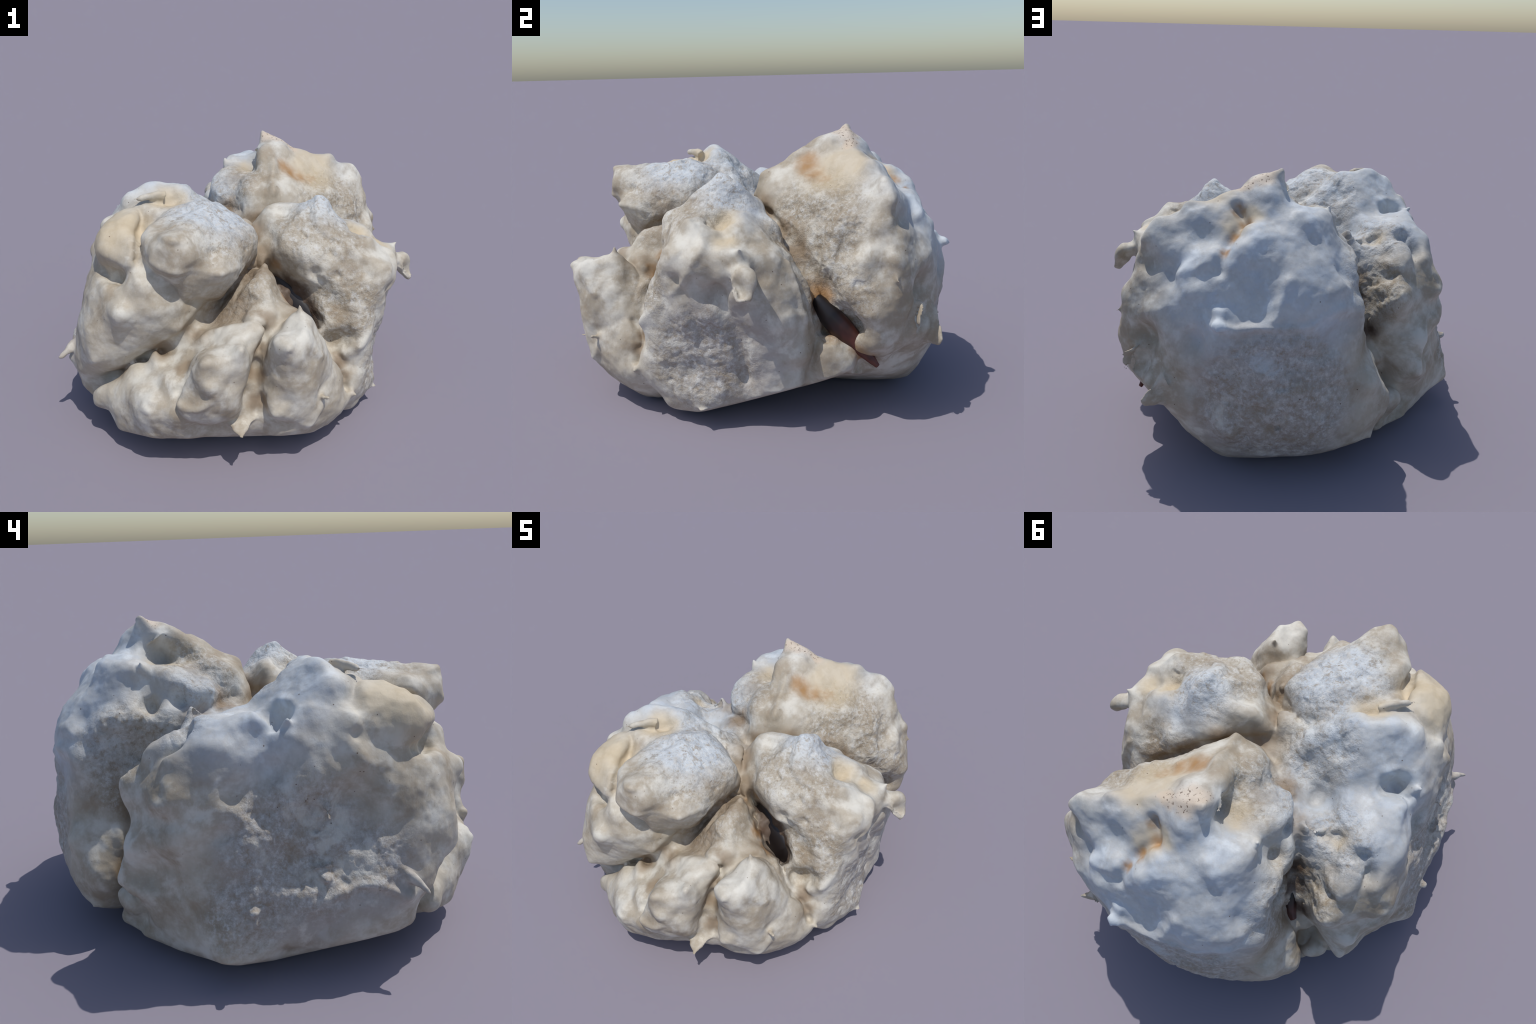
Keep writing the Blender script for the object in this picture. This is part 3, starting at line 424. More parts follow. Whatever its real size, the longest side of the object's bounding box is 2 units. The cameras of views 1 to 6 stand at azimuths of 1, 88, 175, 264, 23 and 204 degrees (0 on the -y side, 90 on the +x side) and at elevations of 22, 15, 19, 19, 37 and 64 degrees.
def add_puff(bm, spec, level=6):
    new = bmesh.ops.create_icosphere(bm, subdivisions=level, radius=1.0)["verts"]
    v = np.array([x.co[:] for x in new])
    v /= np.linalg.norm(v, axis=1)[:, None]
    r = np.maximum(radial_spline(**spec)(v), 0.03)
    p = np.array(spec["centre"]) + v * r[:, None]
    for x, co in zip(new, p):
        x.co = co
    return p

def smooth_path(points, step=0.008):
    p = np.array(points, float)
    q = np.vstack([2 * p[0] - p[1], p, 2 * p[-1] - p[-2]])
    out = []
    for i in range(1, len(q) - 2):
        a, b, c, d = q[i - 1:i + 3]
        n = max(2, int(np.linalg.norm(c - b) / step))
        t = np.linspace(0, 1, n, endpoint=False)[:, None]
        out.append(0.5 * (2 * b + (c - a) * t + (2 * a - 5 * b + 4 * c - d) * t ** 2 + (3 * b - a - 3 * c + d) * t ** 3))
    out.append(p[-1:])
    return np.vstack(out)

def add_flake(bm, spine, size, wide, seed, sharp=True):
    rng = np.random.default_rng(seed)
    spine = np.array(spine, float)
    if sharp:
        spine = np.vstack([spine, spine[-1] + 0.15 * (spine[-1] - spine[-2])])
        size = list(size) + [(size[-1][0] * 0.45, 0.0015)]
    path = smooth_path(spine, 0.006)
    s = np.stack([np.interp(np.linspace(0, 1, len(path)), np.linspace(0, 1, len(size)), [a[k] for a in size]) for k in (0, 1)], 1)
    w0 = np.array(wide, float)
    rings, ring_n = [], 24
    a = np.arange(ring_n) * math.tau / ring_n
    jag = 1 + 0.12 * rng.standard_normal(ring_n)
    for i, p in enumerate(path):
        t = path[min(i + 1, len(path) - 1)] - path[max(i - 1, 0)]
        t /= np.linalg.norm(t)
        w = w0 - t * (w0 @ t); w /= np.linalg.norm(w)
        h = np.cross(t, w)
        k = i / (len(path) - 1)
        co = p + (np.cos(a) * s[i, 0] * (1 + (jag - 1) * k))[:, None] * w + (np.sin(a) * s[i, 1])[:, None] * h
        rings.append([bm.verts.new(c) for c in co])
    for r0, r1 in zip(rings, rings[1:]):
        for j in range(ring_n):
            bm.faces.new((r0[j], r0[(j + 1) % ring_n], r1[(j + 1) % ring_n], r1[j]))
    bm.faces.new(rings[0][::-1]); bm.faces.new(rings[-1])
    return path

def lattice_noise(p, seed):
    """Gradient noise on numpy arrays of points, about -1 to 1."""
    i = np.floor(p).astype(np.int64)
    f = p - i
    u = f * f * f * (f * (f * 6 - 15) + 10)
    total = 0
    for c in range(8):
        o = np.array([(c >> k) & 1 for k in range(3)])
        q = i + o
        h = (q[:, 0] * 73856093) ^ (q[:, 1] * 19349663) ^ (q[:, 2] * 83492791) ^ (seed * 2654435761)
        h = (h ^ (h >> 13)) * 1274126177 & 0x7fffffff
        h = (h ^ (h >> 16))
        g = np.stack([((h >> s) & 255) / 127.5 - 1 for s in (0, 8, 16)], 1)
        wgt = np.prod(np.where(o, u, 1 - u), axis=1)
        total = total + wgt * np.sum(g * (f - o), axis=1)
    return total * 1.3

def smoothstep(a, b, x):
    t = np.clip((x - a) / (b - a), 0, 1)
    return t * t * (3 - 2 * t)

def distance_to_path(co, path, reach):
    lo, hi = path.min(0) - reach, path.max(0) + reach
    near = np.nonzero(np.all((co > lo) & (co < hi), axis=1))[0]
    best = np.full(len(near), 9.0)
    for s in range(0, len(near), 20000):
        k = near[s:s + 20000]
        best[s:s + 20000] = np.sqrt(((co[k][:, None] - path[None]) ** 2).sum(2)).min(1)
    keep = best < reach
    return near[keep], best[keep]

class Skin:
    def __init__(self, mesh):
        self.mesh = mesh
        self.co = np.empty(len(mesh.vertices) * 3); mesh.vertices.foreach_get("co", self.co)
        self.co = self.co.reshape(-1, 3)
    def averaged(self, values, times):
        """Mean over the neighbours, repeated: smooths any per-vertex values."""
        e = np.empty(len(self.mesh.edges) * 2, np.int64); self.mesh.edges.foreach_get("vertices", e)
        e = e.reshape(-1, 2)
        deg = np.bincount(e.ravel(), minlength=len(values)) + 1.0
        v = np.array(values, float).reshape(len(values), -1)
        for _ in range(times):
            v = np.stack([(v[:, k] + np.bincount(e[:, 0], v[e[:, 1], k], len(v)) + np.bincount(e[:, 1], v[e[:, 0], k], len(v))) / deg
                          for k in range(v.shape[1])], 1)
        return v
    def normals(self):
        self.mesh.vertices.foreach_set("co", self.co.ravel()); self.mesh.update()
        n = np.empty(len(self.co) * 3); self.mesh.vertices.foreach_get("normal", n)
        return n.reshape(-1, 3)
    def pull_to(self, marks, reach, limit):
        """Draw the skin smoothly through the marked points."""
        tree = kdtree.KDTree(len(self.co))
        for i, c in enumerate(self.co):
            tree.insert(c, i)
        tree.balance()
        at, move = [], []
        for m in marks:
            c, i, d = tree.find(m)
            if d < limit:
                at.append(np.array(c)); move.append(np.array(m) - np.array(c))
        at, move = np.array(at), np.array(move)
        g = np.exp(-((at[:, None] - at[None]) ** 2).sum(2) / (2 * reach * reach))
        w = np.linalg.solve(g + 0.15 * np.eye(len(at)), move)
        shift = np.zeros_like(self.co)
        for c, k in zip(at, w):
            near = [i for _, i, _ in tree.find_range(c, 3 * reach)]
            d2 = ((self.co[near] - c) ** 2).sum(1)
            shift[near] += np.exp(-d2 / (2 * reach * reach))[:, None] * k
        self.co += shift
    def brush(self, strokes, reach):
        n = self.normals()
        at = np.array([q[:3] for q in strokes]); amount = np.array([q[3] for q in strokes])
        tree = kdtree.KDTree(len(self.co))
        for i, c in enumerate(self.co):
            tree.insert(c, i)
        tree.balance()
        dirs = n[[tree.find(c)[1] for c in at]]
        g = np.exp(-((at[:, None] - at[None]) ** 2).sum(2) / (2 * reach * reach)) * np.clip(dirs @ dirs.T, 0, 1)
        w = np.linalg.solve(g + 0.25 * np.eye(len(at)), amount)
        push = np.zeros(len(self.co))
        for c, v, k in zip(at, dirs, w):
            near = [i for _, i, _ in tree.find_range(c, 3 * reach)]
            d2 = ((self.co[near] - c) ** 2).sum(1)
            push[near] += np.exp(-d2 / (2 * reach * reach)) * np.clip(n[near] @ v, 0, 1) * k
        self.co += n * push[:, None]
    def fold(self, path, width, height, n):
        i, d = distance_to_path(self.co, smooth_path(path), width)
        t = 1 - d / width
        self.co[i] += n[i] * (height * (t * t * (1.6 - 0.6 * t)))[:, None]
    def pit(self, centre, radius, depth, seen_from):
        v = np.array(seen_from, float); v /= np.linalg.norm(v)
        pick = np.nonzero(np.abs(self.co - np.array(centre)).max(1) < 2.2 * radius + 0.05)[0]
        co = self.co[pick]
        rel = co - np.array(centre)
        along = rel @ v
        across = np.linalg.norm(rel - along[:, None] * v, axis=1)
        wob = 1 + 0.25 * lattice_noise(co / radius * 0.8 + 7, 5)
        t = smoothstep(1.35, 0.25, across / radius / wob) * (np.abs(along) < radius * 1.3 + 0.02)
        facing = np.clip(self.normals()[pick] @ v * 2 + 0.6, 0, 1)
        self.co[pick] -= v * (depth * t * facing)[:, None]
    def trench(self, path, width, depth, seen_from):
        v = np.array(seen_from, float); v /= np.linalg.norm(v)
        i, d = distance_to_path(self.co, smooth_path(path), width * 1.3)
        ragged = 1 + 0.25 * lattice_noise(self.co[i] * 22, 15)
        t = smoothstep(1.0, 0.15, d / width / ragged)
        facing = np.clip(self.normals()[i] @ v * 2 + 0.7, 0, 1)
        self.co[i] -= v * (depth * t * facing)[:, None]
    def crumbly(self):
        m = np.zeros(len(self.co))
        warp = self.co + 0.05 * np.stack([lattice_noise(self.co * 7 + k * 9, 20 + k) for k in range(3)], 1)
        for c, a, b in CRUMBLY:
            m = np.maximum(m, smoothstep(b, a, np.linalg.norm(warp - np.array(c), axis=1)))
        return m
    def grain(self):
        n = self.normals()
        c = self.co
        rough = self.crumbly()
        lump = 0.006 * lattice_noise(c * 6.5, 1) + 0.0055 * lattice_noise(c * 13, 2) + 0.003 * lattice_noise(c * 24, 12)
        sharp = 0.007 * (0.35 - np.abs(lattice_noise(c * 9 + 3, 3)))
        warp = c + 0.02 * np.stack([lattice_noise(c * 16 + k * 5, 30 + k) for k in range(3)], 1)
        crumbs = (0.0070 * lattice_noise(warp * 17, 4) + 0.0060 * (0.3 - np.abs(lattice_noise(warp * 25, 6)))
                  + 0.0020 * lattice_noise(warp * 55, 7))
        holes = -0.007 * smoothstep(0.38, 0.62, lattice_noise(warp * 15 + 40, 8))
        fine = 0.0010 * lattice_noise(c * 45, 9)
        d = lump + sharp + fine + rough * (crumbs + holes)
        self.co += n * d[:, None]
    def relax(self, times, strength=0.5):
        e = np.empty(len(self.mesh.edges) * 2, np.int64); self.mesh.edges.foreach_get("vertices", e)
        e = e.reshape(-1, 2)
        deg = np.bincount(e.ravel(), minlength=len(self.co))[:, None]
        for _ in range(times):
            s = np.zeros_like(self.co)
            for k in range(3):
                s[:, k] = np.bincount(e[:, 0], self.co[e[:, 1], k], len(self.co)) + np.bincount(e[:, 1], self.co[e[:, 0], k], len(self.co))
            self.co += strength * (s / deg - self.co)
    def keel(self, outline, k=0.03):
        """The underside is a shallow boat: flat inside the outline it rests on, rising outside it."""
        p = np.array(outline)
        q = self.co[:, :2]
        dist, inside, east = np.full(len(q), 9.0), np.zeros(len(q), bool), np.zeros(len(q))
        for a, b in zip(p, np.roll(p, -1, axis=0)):
            t = np.clip(((q - a) @ (b - a)) / ((b - a) @ (b - a)), 0, 1)
            away = q - (a + t[:, None] * (b - a))
            d = np.linalg.norm(away, axis=1)
            closer = d < dist
            dist = np.where(closer, d, dist)
            east = np.where(closer, away[:, 0] / (d + 1e-6), east)
            crosses = (a[1] > q[:, 1]) != (b[1] > q[:, 1])
            inside ^= crosses & (q[:, 0] < (b[0] - a[0]) * (q[:, 1] - a[1]) / (b[1] - a[1] + 1e-12) + a[0])
        floor = np.where(inside, 0.0, dist * np.where(east > 0.7, 0.56, 0.68))
        h = self.co[:, 2] - floor
        self.co[:, 2] = floor + np.where(h < k, k * np.exp(np.minimum(h - k, 0) / k), h)

# ------------------------------------------------------------- materials
class Nodes:
    def __init__(self, name):
        self.mat = bpy.data.materials.new(name); self.mat.use_nodes = True
        self.t = self.mat.node_tree
        self.bsdf = self.t.nodes["Principled BSDF"]
        tc = self.t.nodes.new("ShaderNodeTexCoord")
        self.pos = tc.outputs["Object"]
    def put(self, sock, v):
        if isinstance(v, bpy.types.NodeSocket):
            self.t.links.new(v, sock)
        else:
            sock.default_value = v
    def noise(self, scale, detail=3, rough=0.55, vec=None, dist=0.0):
        n = self.t.nodes.new("ShaderNodeTexNoise")
        self.put(n.inputs["Vector"], vec or self.pos)
        n.inputs["Scale"].default_value = scale; n.inputs["Detail"].default_value = detail
        n.inputs["Roughness"].default_value = rough; n.inputs["Distortion"].default_value = dist
        return n
    def ramp(self, v, a, b, lo=0.0, hi=1.0):
        n = self.t.nodes.new("ShaderNodeMapRange"); n.interpolation_type = "SMOOTHSTEP"
        self.put(n.inputs["Value"], v)
        for k, x in zip(("From Min", "From Max", "To Min", "To Max"), (a, b, lo, hi)):
            n.inputs[k].default_value = x
        return n.outputs[0]
    def math(self, op, a, b=0.0):
        n = self.t.nodes.new("ShaderNodeMath"); n.operation = op
        self.put(n.inputs[0], a); self.put(n.inputs[1], b)
        return n.outputs[0]
    def mix(self, f, a, b):
        n = self.t.nodes.new("ShaderNodeMix"); n.data_type = "RGBA"
        self.put(n.inputs["Factor"], f)
        for k, c in ((6, a), (7, b)):
            self.put(n.inputs[k], c if isinstance(c, bpy.types.NodeSocket) else (*c, 1))
        return n.outputs[2]
    def vec(self, op, a, b):
        n = self.t.nodes.new("ShaderNodeVectorMath"); n.operation = op
        self.put(n.inputs[0], a); self.put(n.inputs[1], b)
        return n
    def spots(self, where, vec):
        """Largest of several soft balls: (centre, inner radius, outer radius)."""
        out = None
        for c, a, b in where:
            d = self.vec("DISTANCE", vec, c).outputs["Value"]
            m = self.ramp(d, a, b, 1.0, 0.0)
            out = m if out is None else self.math("MAXIMUM", out, m)
        return out
    def warped(self, scale, amount):
        n = self.noise(scale, 2)
        off = self.vec("SUBTRACT", n.outputs["Color"], (0.5, 0.5, 0.5)).outputs[0]
        sc = self.t.nodes.new("ShaderNodeVectorMath"); sc.operation = "SCALE"
        self.put(sc.inputs[0], off); sc.inputs["Scale"].default_value = amount
        return self.vec("ADD", self.pos, sc.outputs[0]).outputs[0]

def chain(points, a, b):
    return [(p, a, b) for p in points]

def starch_material():
    N = Nodes("puffed_starch")
    warp = N.warped(7.0, 0.10)
    warp_fine = N.warped(22.0, 0.05)
    broad = N.noise(2.3, 4).outputs["Fac"]
    mid = N.noise(9.0, 4, 0.6).outputs["Fac"]
    fine = N.noise(34.0, 8, 0.70, dist=0.15).outputs["Fac"]
    tiny = N.noise(60.0, 5, 0.60, dist=0.20).outputs["Fac"]
    warm = N.mix(N.ramp(broad, 0.36, 0.66), (0.365, 0.310, 0.235), (0.490, 0.440, 0.358))
    cool = N.mix(N.ramp(broad, 0.38, 0.66), (0.455, 0.490, 0.525), (0.53, 0.575, 0.62))
    # cooler white on back and top: bluish captured light put into the colour
    baked_blue = N.spots([((0.15, 0.85, 1.00), 0.34, 0.62), ((-0.45, 0.10, 1.10), 0.26, 0.52), ((-0.15, -0.35, 1.20), 0.16, 0.34), ((0.45, -0.05, 1.12), 0.10, 0.30)], warp)
    col = N.mix(N.math("MULTIPLY", baked_blue, N.ramp(mid, 0.62, 0.40, 0.45, 1.0)), warm, cool)
    pale = N.mix(baked_blue, (0.67, 0.645, 0.575), (0.64, 0.69, 0.73))
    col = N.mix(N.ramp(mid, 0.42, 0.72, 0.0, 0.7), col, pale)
    lit_crest = N.spots([((0.27, -0.80, 0.74), 0.05, 0.20), ((0.01, -0.86, 0.68), 0.04, 0.16), ((-0.22, -0.46, 1.15), 0.10, 0.28), ((0.36, -0.15, 1.13), 0.04, 0.16),
                     ((0.68, -0.22, 0.93), 0.05, 0.16), ((-0.45, -0.82, 0.36), 0.06, 0.20), ((0.60, 0.58, 1.10), 0.04, 0.16), ((0.10, 0.42, 1.30), 0.03, 0.12),
                     ((-0.58, -0.45, 1.08), 0.03, 0.12), ((0.74, -0.10, 0.86), 0.04, 0.12)], warp)
    col = N.mix(N.math("MULTIPLY", lit_crest, N.ramp(mid, 0.30, 0.62, 0.15, 0.80)), col, pale)  # crests whitened: their lit look is put into the colour
    # crumbly patches: pale streaks and beige hollows
    rough = N.spots(CRUMBLY, warp)
    crust_shade = N.spots([((-0.90, -0.05, 0.50), 0.24, 0.42), ((-0.88, -0.36, 0.45), 0.12, 0.26), ((0.12, 0.98, 0.40), 0.30, 0.46), ((0.76, -0.15, 0.40), 0.20, 0.38)], warp)
    col = N.mix(N.math("MULTIPLY", crust_shade, 0.75), col, (0.40, 0.370, 0.345))  # greyer crust, its tone partly baked shade
    col = N.mix(N.math("MULTIPLY", rough, N.ramp(fine, 0.50, 0.63, 0.0, 0.72)), col, (0.64, 0.630, 0.600))
    col = N.mix(N.math("MULTIPLY", rough, N.ramp(fine, 0.49, 0.36, 0.0, 0.70)), col, (0.33, 0.265, 0.190))
    col = N.mix(N.math("MULTIPLY", rough, N.ramp(N.noise(8.5, 5, 0.6).outputs["Fac"], 0.52, 0.70, 0.0, 0.45)), col, (0.36, 0.295, 0.215))
    grainy = N.math("ADD", N.math("MULTIPLY", rough, 0.30), 0.12)
    col = N.mix(N.math("MULTIPLY", grainy, N.ramp(tiny, 0.50, 0.70)), col, (0.66, 0.645, 0.610))
    col = N.mix(N.math("MULTIPLY", grainy, N.ramp(tiny, 0.48, 0.32)), col, (0.31, 0.245, 0.175))
    blotch = N.noise(5.5, 5, 0.62, dist=0.3).outputs["Fac"]
    col = N.mix(N.ramp(blotch, 0.48, 0.30, 0.0, 0.65), col, N.mix(baked_blue, (0.30, 0.235, 0.160), (0.40, 0.395, 0.385)))
    col = N.mix(N.ramp(blotch, 0.53, 0.68, 0.0, 0.75), col, pale)
    # honey-coloured tint
    honey = N.spots([((0.36, 0.42, 1.17), 0.10, 0.24), ((-0.60, -0.48, 1.03), 0.08, 0.22), ((-0.38, -0.27, 1.14), 0.04, 0.14),
                     ((0.57, -0.12, 0.95), 0.03, 0.12), ((0.26, 0.66, 1.12), 0.03, 0.12), ((0.18, 0.62, 1.15), 0.03, 0.09),
                     ((0.70, -0.12, 0.89), 0.02, 0.09), ((-0.02, 0.42, 1.17), 0.02, 0.12), ((-0.42, 0.30, 0.98), 0.02, 0.10)], warp)
    col = N.mix(N.math("MULTIPLY", honey, 0.70), col, (0.56, 0.455, 0.300))
    # tan of the cracks, deepened with painted occlusion shade
    crack_tan_shade = N.spots(chain([(0.02, -0.46, 0.84), (-0.08, -0.57, 0.74), (-0.22, -0.67, 0.63), (-0.38, -0.64, 0.50), (-0.55, -0.60, 0.36)], 0.03, 0.10)
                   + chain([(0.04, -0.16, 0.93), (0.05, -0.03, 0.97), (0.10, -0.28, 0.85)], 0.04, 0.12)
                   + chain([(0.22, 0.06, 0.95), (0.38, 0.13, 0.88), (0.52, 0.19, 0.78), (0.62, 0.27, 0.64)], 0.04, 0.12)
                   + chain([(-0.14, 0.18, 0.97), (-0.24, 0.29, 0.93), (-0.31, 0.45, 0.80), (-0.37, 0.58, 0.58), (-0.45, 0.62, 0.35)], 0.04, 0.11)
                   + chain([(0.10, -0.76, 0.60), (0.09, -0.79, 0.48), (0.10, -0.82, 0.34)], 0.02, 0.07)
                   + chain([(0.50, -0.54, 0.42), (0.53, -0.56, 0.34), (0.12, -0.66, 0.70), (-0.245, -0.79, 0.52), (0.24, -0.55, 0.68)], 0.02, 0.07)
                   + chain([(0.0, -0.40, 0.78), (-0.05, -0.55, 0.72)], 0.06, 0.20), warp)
    col = N.mix(N.math("MULTIPLY", crack_tan_shade, N.ramp(mid, 0.25, 0.75, 0.50, 0.92)), col, (0.235, 0.165, 0.100))
    # rusty stains
    rust = N.spots([((0.190, 0.300, 1.180), 0.0, 0.095), ((0.235, 0.290, 1.165), 0.0, 0.100), ((0.30, 0.31, 1.14), 0.0, 0.085), ((0.36, 0.35, 1.13), 0.0, 0.06), ((0.210, 0.655, 1.105), 0.0, 0.075),
                    ((0.27, 0.71, 1.085), 0.0, 0.050), ((0.315, 0.77, 1.035), 0.0, 0.040), ((0.25, 0.60, 1.18), 0.0, 0.045), ((0.30, -0.47, 0.67), 0.02, 0.09), ((0.22, -0.43, 0.71), 0.01, 0.08),
                    ((0.15, -0.33, 0.82), 0.0, 0.07), ((0.62, 0.31, 0.60), 0.02, 0.10), ((0.62, 0.38, 0.46), 0.03, 0.11), ((0.66, 0.50, 0.36), 0.03, 0.10),
                    ((-0.245, -0.790, 0.522), 0.0, 0.02), ((0.09, -0.785, 0.50), 0.0, 0.03)], warp_fine)
    col = N.mix(N.math("MULTIPLY", rust, 0.90), col, (0.36, 0.190, 0.065))
    crack_dark = N.spots([((0.26, -0.365, 0.70), 0.055, 0.105), ((0.31, -0.405, 0.62), 0.055, 0.105), ((0.35, -0.42, 0.57), 0.03, 0.10), ((0.27, -0.33, 0.56), 0.05, 0.10), ((0.21, -0.29, 0.63), 0.05, 0.10), ((0.32, -0.35, 0.48), 0.04, 0.09), ((0.17, -0.27, 0.72), 0.03, 0.08), ((0.29, -0.38, 0.65), 0.04, 0.10), ((0.22, -0.33, 0.74), 0.03, 0.09), ((0.62, 0.30, 0.56), 0.02, 0.07), ((-0.33, 0.50, 0.70), 0.03, 0.08), ((-0.29, 0.43, 0.78), 0.02, 0.07), ((-0.37, 0.57, 0.58), 0.03, 0.07),
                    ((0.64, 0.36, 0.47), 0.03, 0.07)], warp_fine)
    col = N.mix(N.math("MULTIPLY", crack_dark, 0.85), col, (0.060, 0.030, 0.018))  # darkness of the open cracks painted onto their walls
    # dark specks
    v = N.t.nodes.new("ShaderNodeTexVoronoi"); v.inputs["Scale"].default_value = 26.0
    N.put(v.inputs["Vector"], N.pos)
    sep = N.t.nodes.new("ShaderNodeSeparateColor"); N.put(sep.inputs[0], v.outputs["Color"])
    size = N.ramp(sep.outputs[0], 0.55, 1.0, 0.0, 0.085)
    speck = N.math("LESS_THAN", v.outputs["Distance"], size)
    dense = N.spots([((0.13, 0.49, 1.31), 0.05, 0.10), ((0.22, 0.51, 1.275), 0.03, 0.07)], warp)
    v2 = N.noise(75.0, 3, 0.6).outputs["Fac"]
    plate = N.math("MULTIPLY", dense, N.ramp(v2, 0.60, 0.65))
    col = N.mix(N.math("MULTIPLY", dense, 0.6), col, (0.60, 0.47, 0.34))
    col = N.mix(N.math("MAXIMUM", N.math("MULTIPLY", speck, 0.75), N.math("MULTIPLY", plate, 0.85)), col, (0.10, 0.055, 0.035))
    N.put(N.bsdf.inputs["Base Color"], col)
    N.bsdf.inputs["Roughness"].default_value = 0.62
    N.bsdf.inputs["Specular IOR Level"].default_value = 0.35
    bump = N.t.nodes.new("ShaderNodeBump")
    h = N.math("ADD", N.math("MULTIPLY", fine, N.math("ADD", N.math("MULTIPLY", rough, 0.9), 0.15)),
               N.math("MULTIPLY", N.noise(130.0, 3, 0.6).outputs["Fac"], N.math("ADD", N.math("MULTIPLY", rough, 0.35), 0.06)))
    N.put(bump.inputs["Height"], h)
    bump.inputs["Strength"].default_value = 0.7; bump.inputs["Distance"].default_value = 0.012
    N.put(N.bsdf.inputs["Normal"], bump.outputs[0])
    return N.mat

def hull_material():
    N = Nodes("brown_hull")
    n = N.noise(9.0, 3, dist=0.4).outputs["Fac"]
    dark = N.spots([((0.28, -0.34, 0.60), 0.20, 0.26), ((-0.28, 0.45, 0.66), 0.10, 0.2), ((0.63, 0.30, 0.56), 0.08, 0.20)], N.pos)
    col = N.mix(N.ramp(n, 0.35, 0.65), (0.040, 0.012, 0.009), (0.115, 0.032, 0.020))
    col = N.mix(dark, col, (0.009, 0.006, 0.006))
    N.put(N.bsdf.inputs["Base Color"], col)
    N.bsdf.inputs["Roughness"].default_value = 0.38
    return N.mat

# ------------------------------------------------------------------ build
scene = bpy.context.scene
bm = bmesh.new()
sources, owner = [], []
GROUP = {"back_lobe": "lobe", "right_lobe": "lobe", "left_lobe": "lobe", "front_lobe": "lobe", "left_block": "bulge", "left_cheek": "bulge",
         "front_knob_left": "bulge", "front_knob_right": "bulge", "heart": "core", "heart_lump": "bulge"}
parts = []
for key, spec in PUFFS.items():
    p = add_puff(bm, spec)
    sources.append(p[::3]); owner.append(np.full(len(p[::3]), len(parts)))
    parts.append(GROUP[key])
for i, f in enumerate(FLAKES):
    p = add_flake(bm, f["spine"], f["size"], f["wide"], 100 + i, f.get("sharp", True))
    p = p[len(p) // 2:]
    sources.append(p); owner.append(np.full(len(p), len(parts)))
    parts.append("flake")
bmesh.ops.recalc_face_normals(bm, faces=bm.faces)
raw = bpy.data.meshes.new("puffs"); bm.to_mesh(raw); bm.free()
def fuse(shape):
    """One closed even skin round everything in the mesh."""
    tmp = bpy.data.objects.new("fused", shape); scene.collection.objects.link(tmp)
    mod = tmp.modifiers.new("fuse", "REMESH"); mod.mode = "VOXEL"; mod.voxel_size = VOXEL
    out = bpy.data.meshes.new_from_object(tmp.evaluated_get(bpy.context.evaluated_depsgraph_get()))
    bpy.data.objects.remove(tmp); bpy.data.meshes.remove(shape)
    return out
mesh = fuse(raw)

# owner of every vertex of the fused skin = the puff or flake it came from
tree = kdtree.KDTree(sum(map(len, sources)))
src, own = np.vstack(sources), np.concatenate(owner)
for i, c in enumerate(src):
    tree.insert(c, i)
tree.balance()
skin = Skin(mesh)
vert_owner = np.array([own[tree.find(c)[1]] for c in skin.co])

skin.relax(2)
skin.co -= 0.008 * skin.normals() * np.clip(skin.averaged(vert_owner < len(PUFFS), 25) * 2 - 1, 0, 1)
marks = [p for s in PUFFS.values() for p in s["points"]]
skin.pull_to(marks, 0.045, 0.045)
for strokes in STROKES:
    skin.brush(strokes, 0.045)
calm = skin.averaged(skin.normals(), 10)
calm /= np.linalg.norm(calm, axis=1)[:, None] + 1e-9
for path, width, height in FOLDS:
    skin.fold(path, width, height, calm)
skin.relax(1)
for trench in TRENCHES:
    skin.trench(*trench)
for pit in PITS:
    skin.pit(*pit)
skin.relax(2, 0.4)
# a second fusing heals folded-over creases; the owners follow the nearest old vertex
skin.normals()
old, old_owner = skin.co, vert_owner
tree = kdtree.KDTree(len(old))
for i, c in enumerate(old):
    tree.insert(c, i)
tree.balance()
mesh = fuse(mesh)
skin = Skin(mesh)
vert_owner = np.array([old_owner[tree.find(c)[1]] for c in skin.co])
skin.relax(1, 0.4)
skin.grain()
skin.keel([(-0.72, 0.18), (-0.71, 0.06), (-0.65, -0.19), (-0.57, -0.60), (-0.355, -0.656), (0.10, -0.60), (0.373, -0.563), (0.50, -0.45),
           (0.554, -0.284), (0.37, 0.11), (0.25, 0.24), (0.24, 0.45), (0.29, 0.77), (-0.075, 0.75), (-0.37, 0.60), (-0.61, 0.36)])
normals = skin.normals()

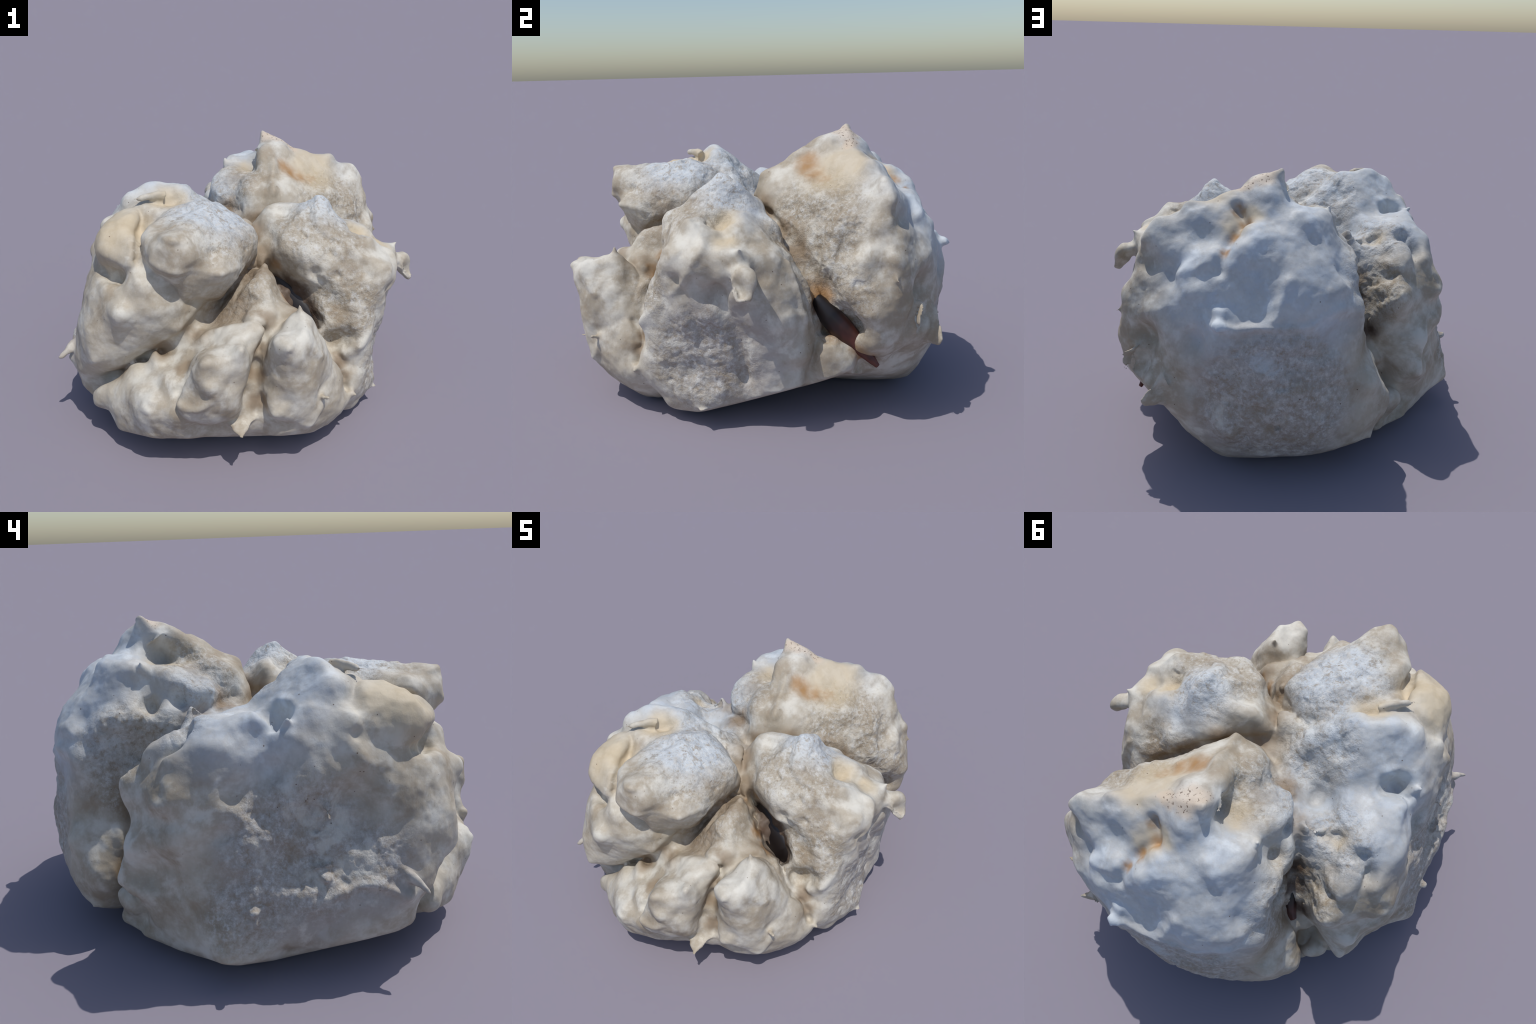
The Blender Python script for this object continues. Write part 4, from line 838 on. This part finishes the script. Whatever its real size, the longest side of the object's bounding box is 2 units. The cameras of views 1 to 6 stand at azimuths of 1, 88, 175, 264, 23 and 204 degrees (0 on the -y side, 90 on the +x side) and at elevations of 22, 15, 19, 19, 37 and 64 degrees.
# cut the skin into its parts; borders share positions and normals
starch = starch_material()
kernel = bpy.data.objects.new("popped_kernel", None); scene.collection.objects.link(kernel)
kernel["label"] = "knobbly off-white popped kernel with four cracked lobes"
kernel["category"] = "popcorn"
n_poly = len(mesh.polygons)
loops = np.empty(len(mesh.loops), np.int64); mesh.loops.foreach_get("vertex_index", loops)
start = np.empty(n_poly, np.int64); mesh.polygons.foreach_get("loop_start", start)
total = np.empty(n_poly, np.int64); mesh.polygons.foreach_get("loop_total", total)
face_owner = vert_owner[loops[start]]
for part, name in enumerate(parts):
    sel = np.nonzero(face_owner == part)[0]
    if len(sel) < 12:
        continue
    idx = np.concatenate([loops[start[f]:start[f] + total[f]] for f in sel])
    used, inv = np.unique(idx, return_inverse=True)
    ends = np.concatenate([[0], np.cumsum(total[sel])])
    faces = [inv[ends[k]:ends[k + 1]].tolist() for k in range(len(sel))]
    me = bpy.data.meshes.new(name)
    me.from_pydata(skin.co[used].tolist(), [], faces)
    me.polygons.foreach_set("use_smooth", np.ones(len(sel), bool))
    me.normals_split_custom_set_from_vertices(normals[used].tolist())
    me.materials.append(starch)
    ob = bpy.data.objects.new(name, me); scene.collection.objects.link(ob)
    ob.parent = kernel
bpy.data.meshes.remove(mesh)

# brown hull showing in the cracks
hull_mat = hull_material()
def add_hull(spine, size, wide, seed):
    b = bmesh.new()
    add_flake(b, spine, size, wide, seed, sharp=False)
    bmesh.ops.recalc_face_normals(b, faces=b.faces)
    me = bpy.data.meshes.new("hull"); b.to_mesh(me); b.free()
    me.polygons.foreach_set("use_smooth", np.ones(len(me.polygons), bool))
    me.materials.append(hull_mat)
    ob = bpy.data.objects.new("hull", me); scene.collection.objects.link(ob); ob.parent = kernel
    s = ob.modifiers.new("round", "SUBSURF"); s.levels = s.render_levels = 1
add_hull([(0.58, 0.25, 0.63), (0.615, 0.31, 0.56), (0.645, 0.385, 0.475), (0.665, 0.46, 0.395), (0.69, 0.515, 0.338), (0.715, 0.552, 0.300), (0.723, 0.562, 0.290)],
         [(0.02, 0.02), (0.040, 0.032), (0.055, 0.045), (0.058, 0.045), (0.048, 0.036), (0.030, 0.024), (0.010, 0.008)], (0.3, 0.6, 0.6), 1)
add_hull([(0.17, -0.24, 0.74), (0.25, -0.32, 0.64), (0.33, -0.37, 0.55), (0.40, -0.41, 0.46)],
         [(0.04, 0.03), (0.10, 0.045), (0.10, 0.045), (0.03, 0.02)], (0.75, 0.2, 0.6), 2)
add_hull([(-0.19, 0.30, 0.78), (-0.25, 0.42, 0.70), (-0.31, 0.53, 0.58), (-0.35, 0.58, 0.48)],
         [(0.02, 0.02), (0.045, 0.035), (0.045, 0.035), (0.02, 0.02)], (0.6, -0.5, 0.3), 3)
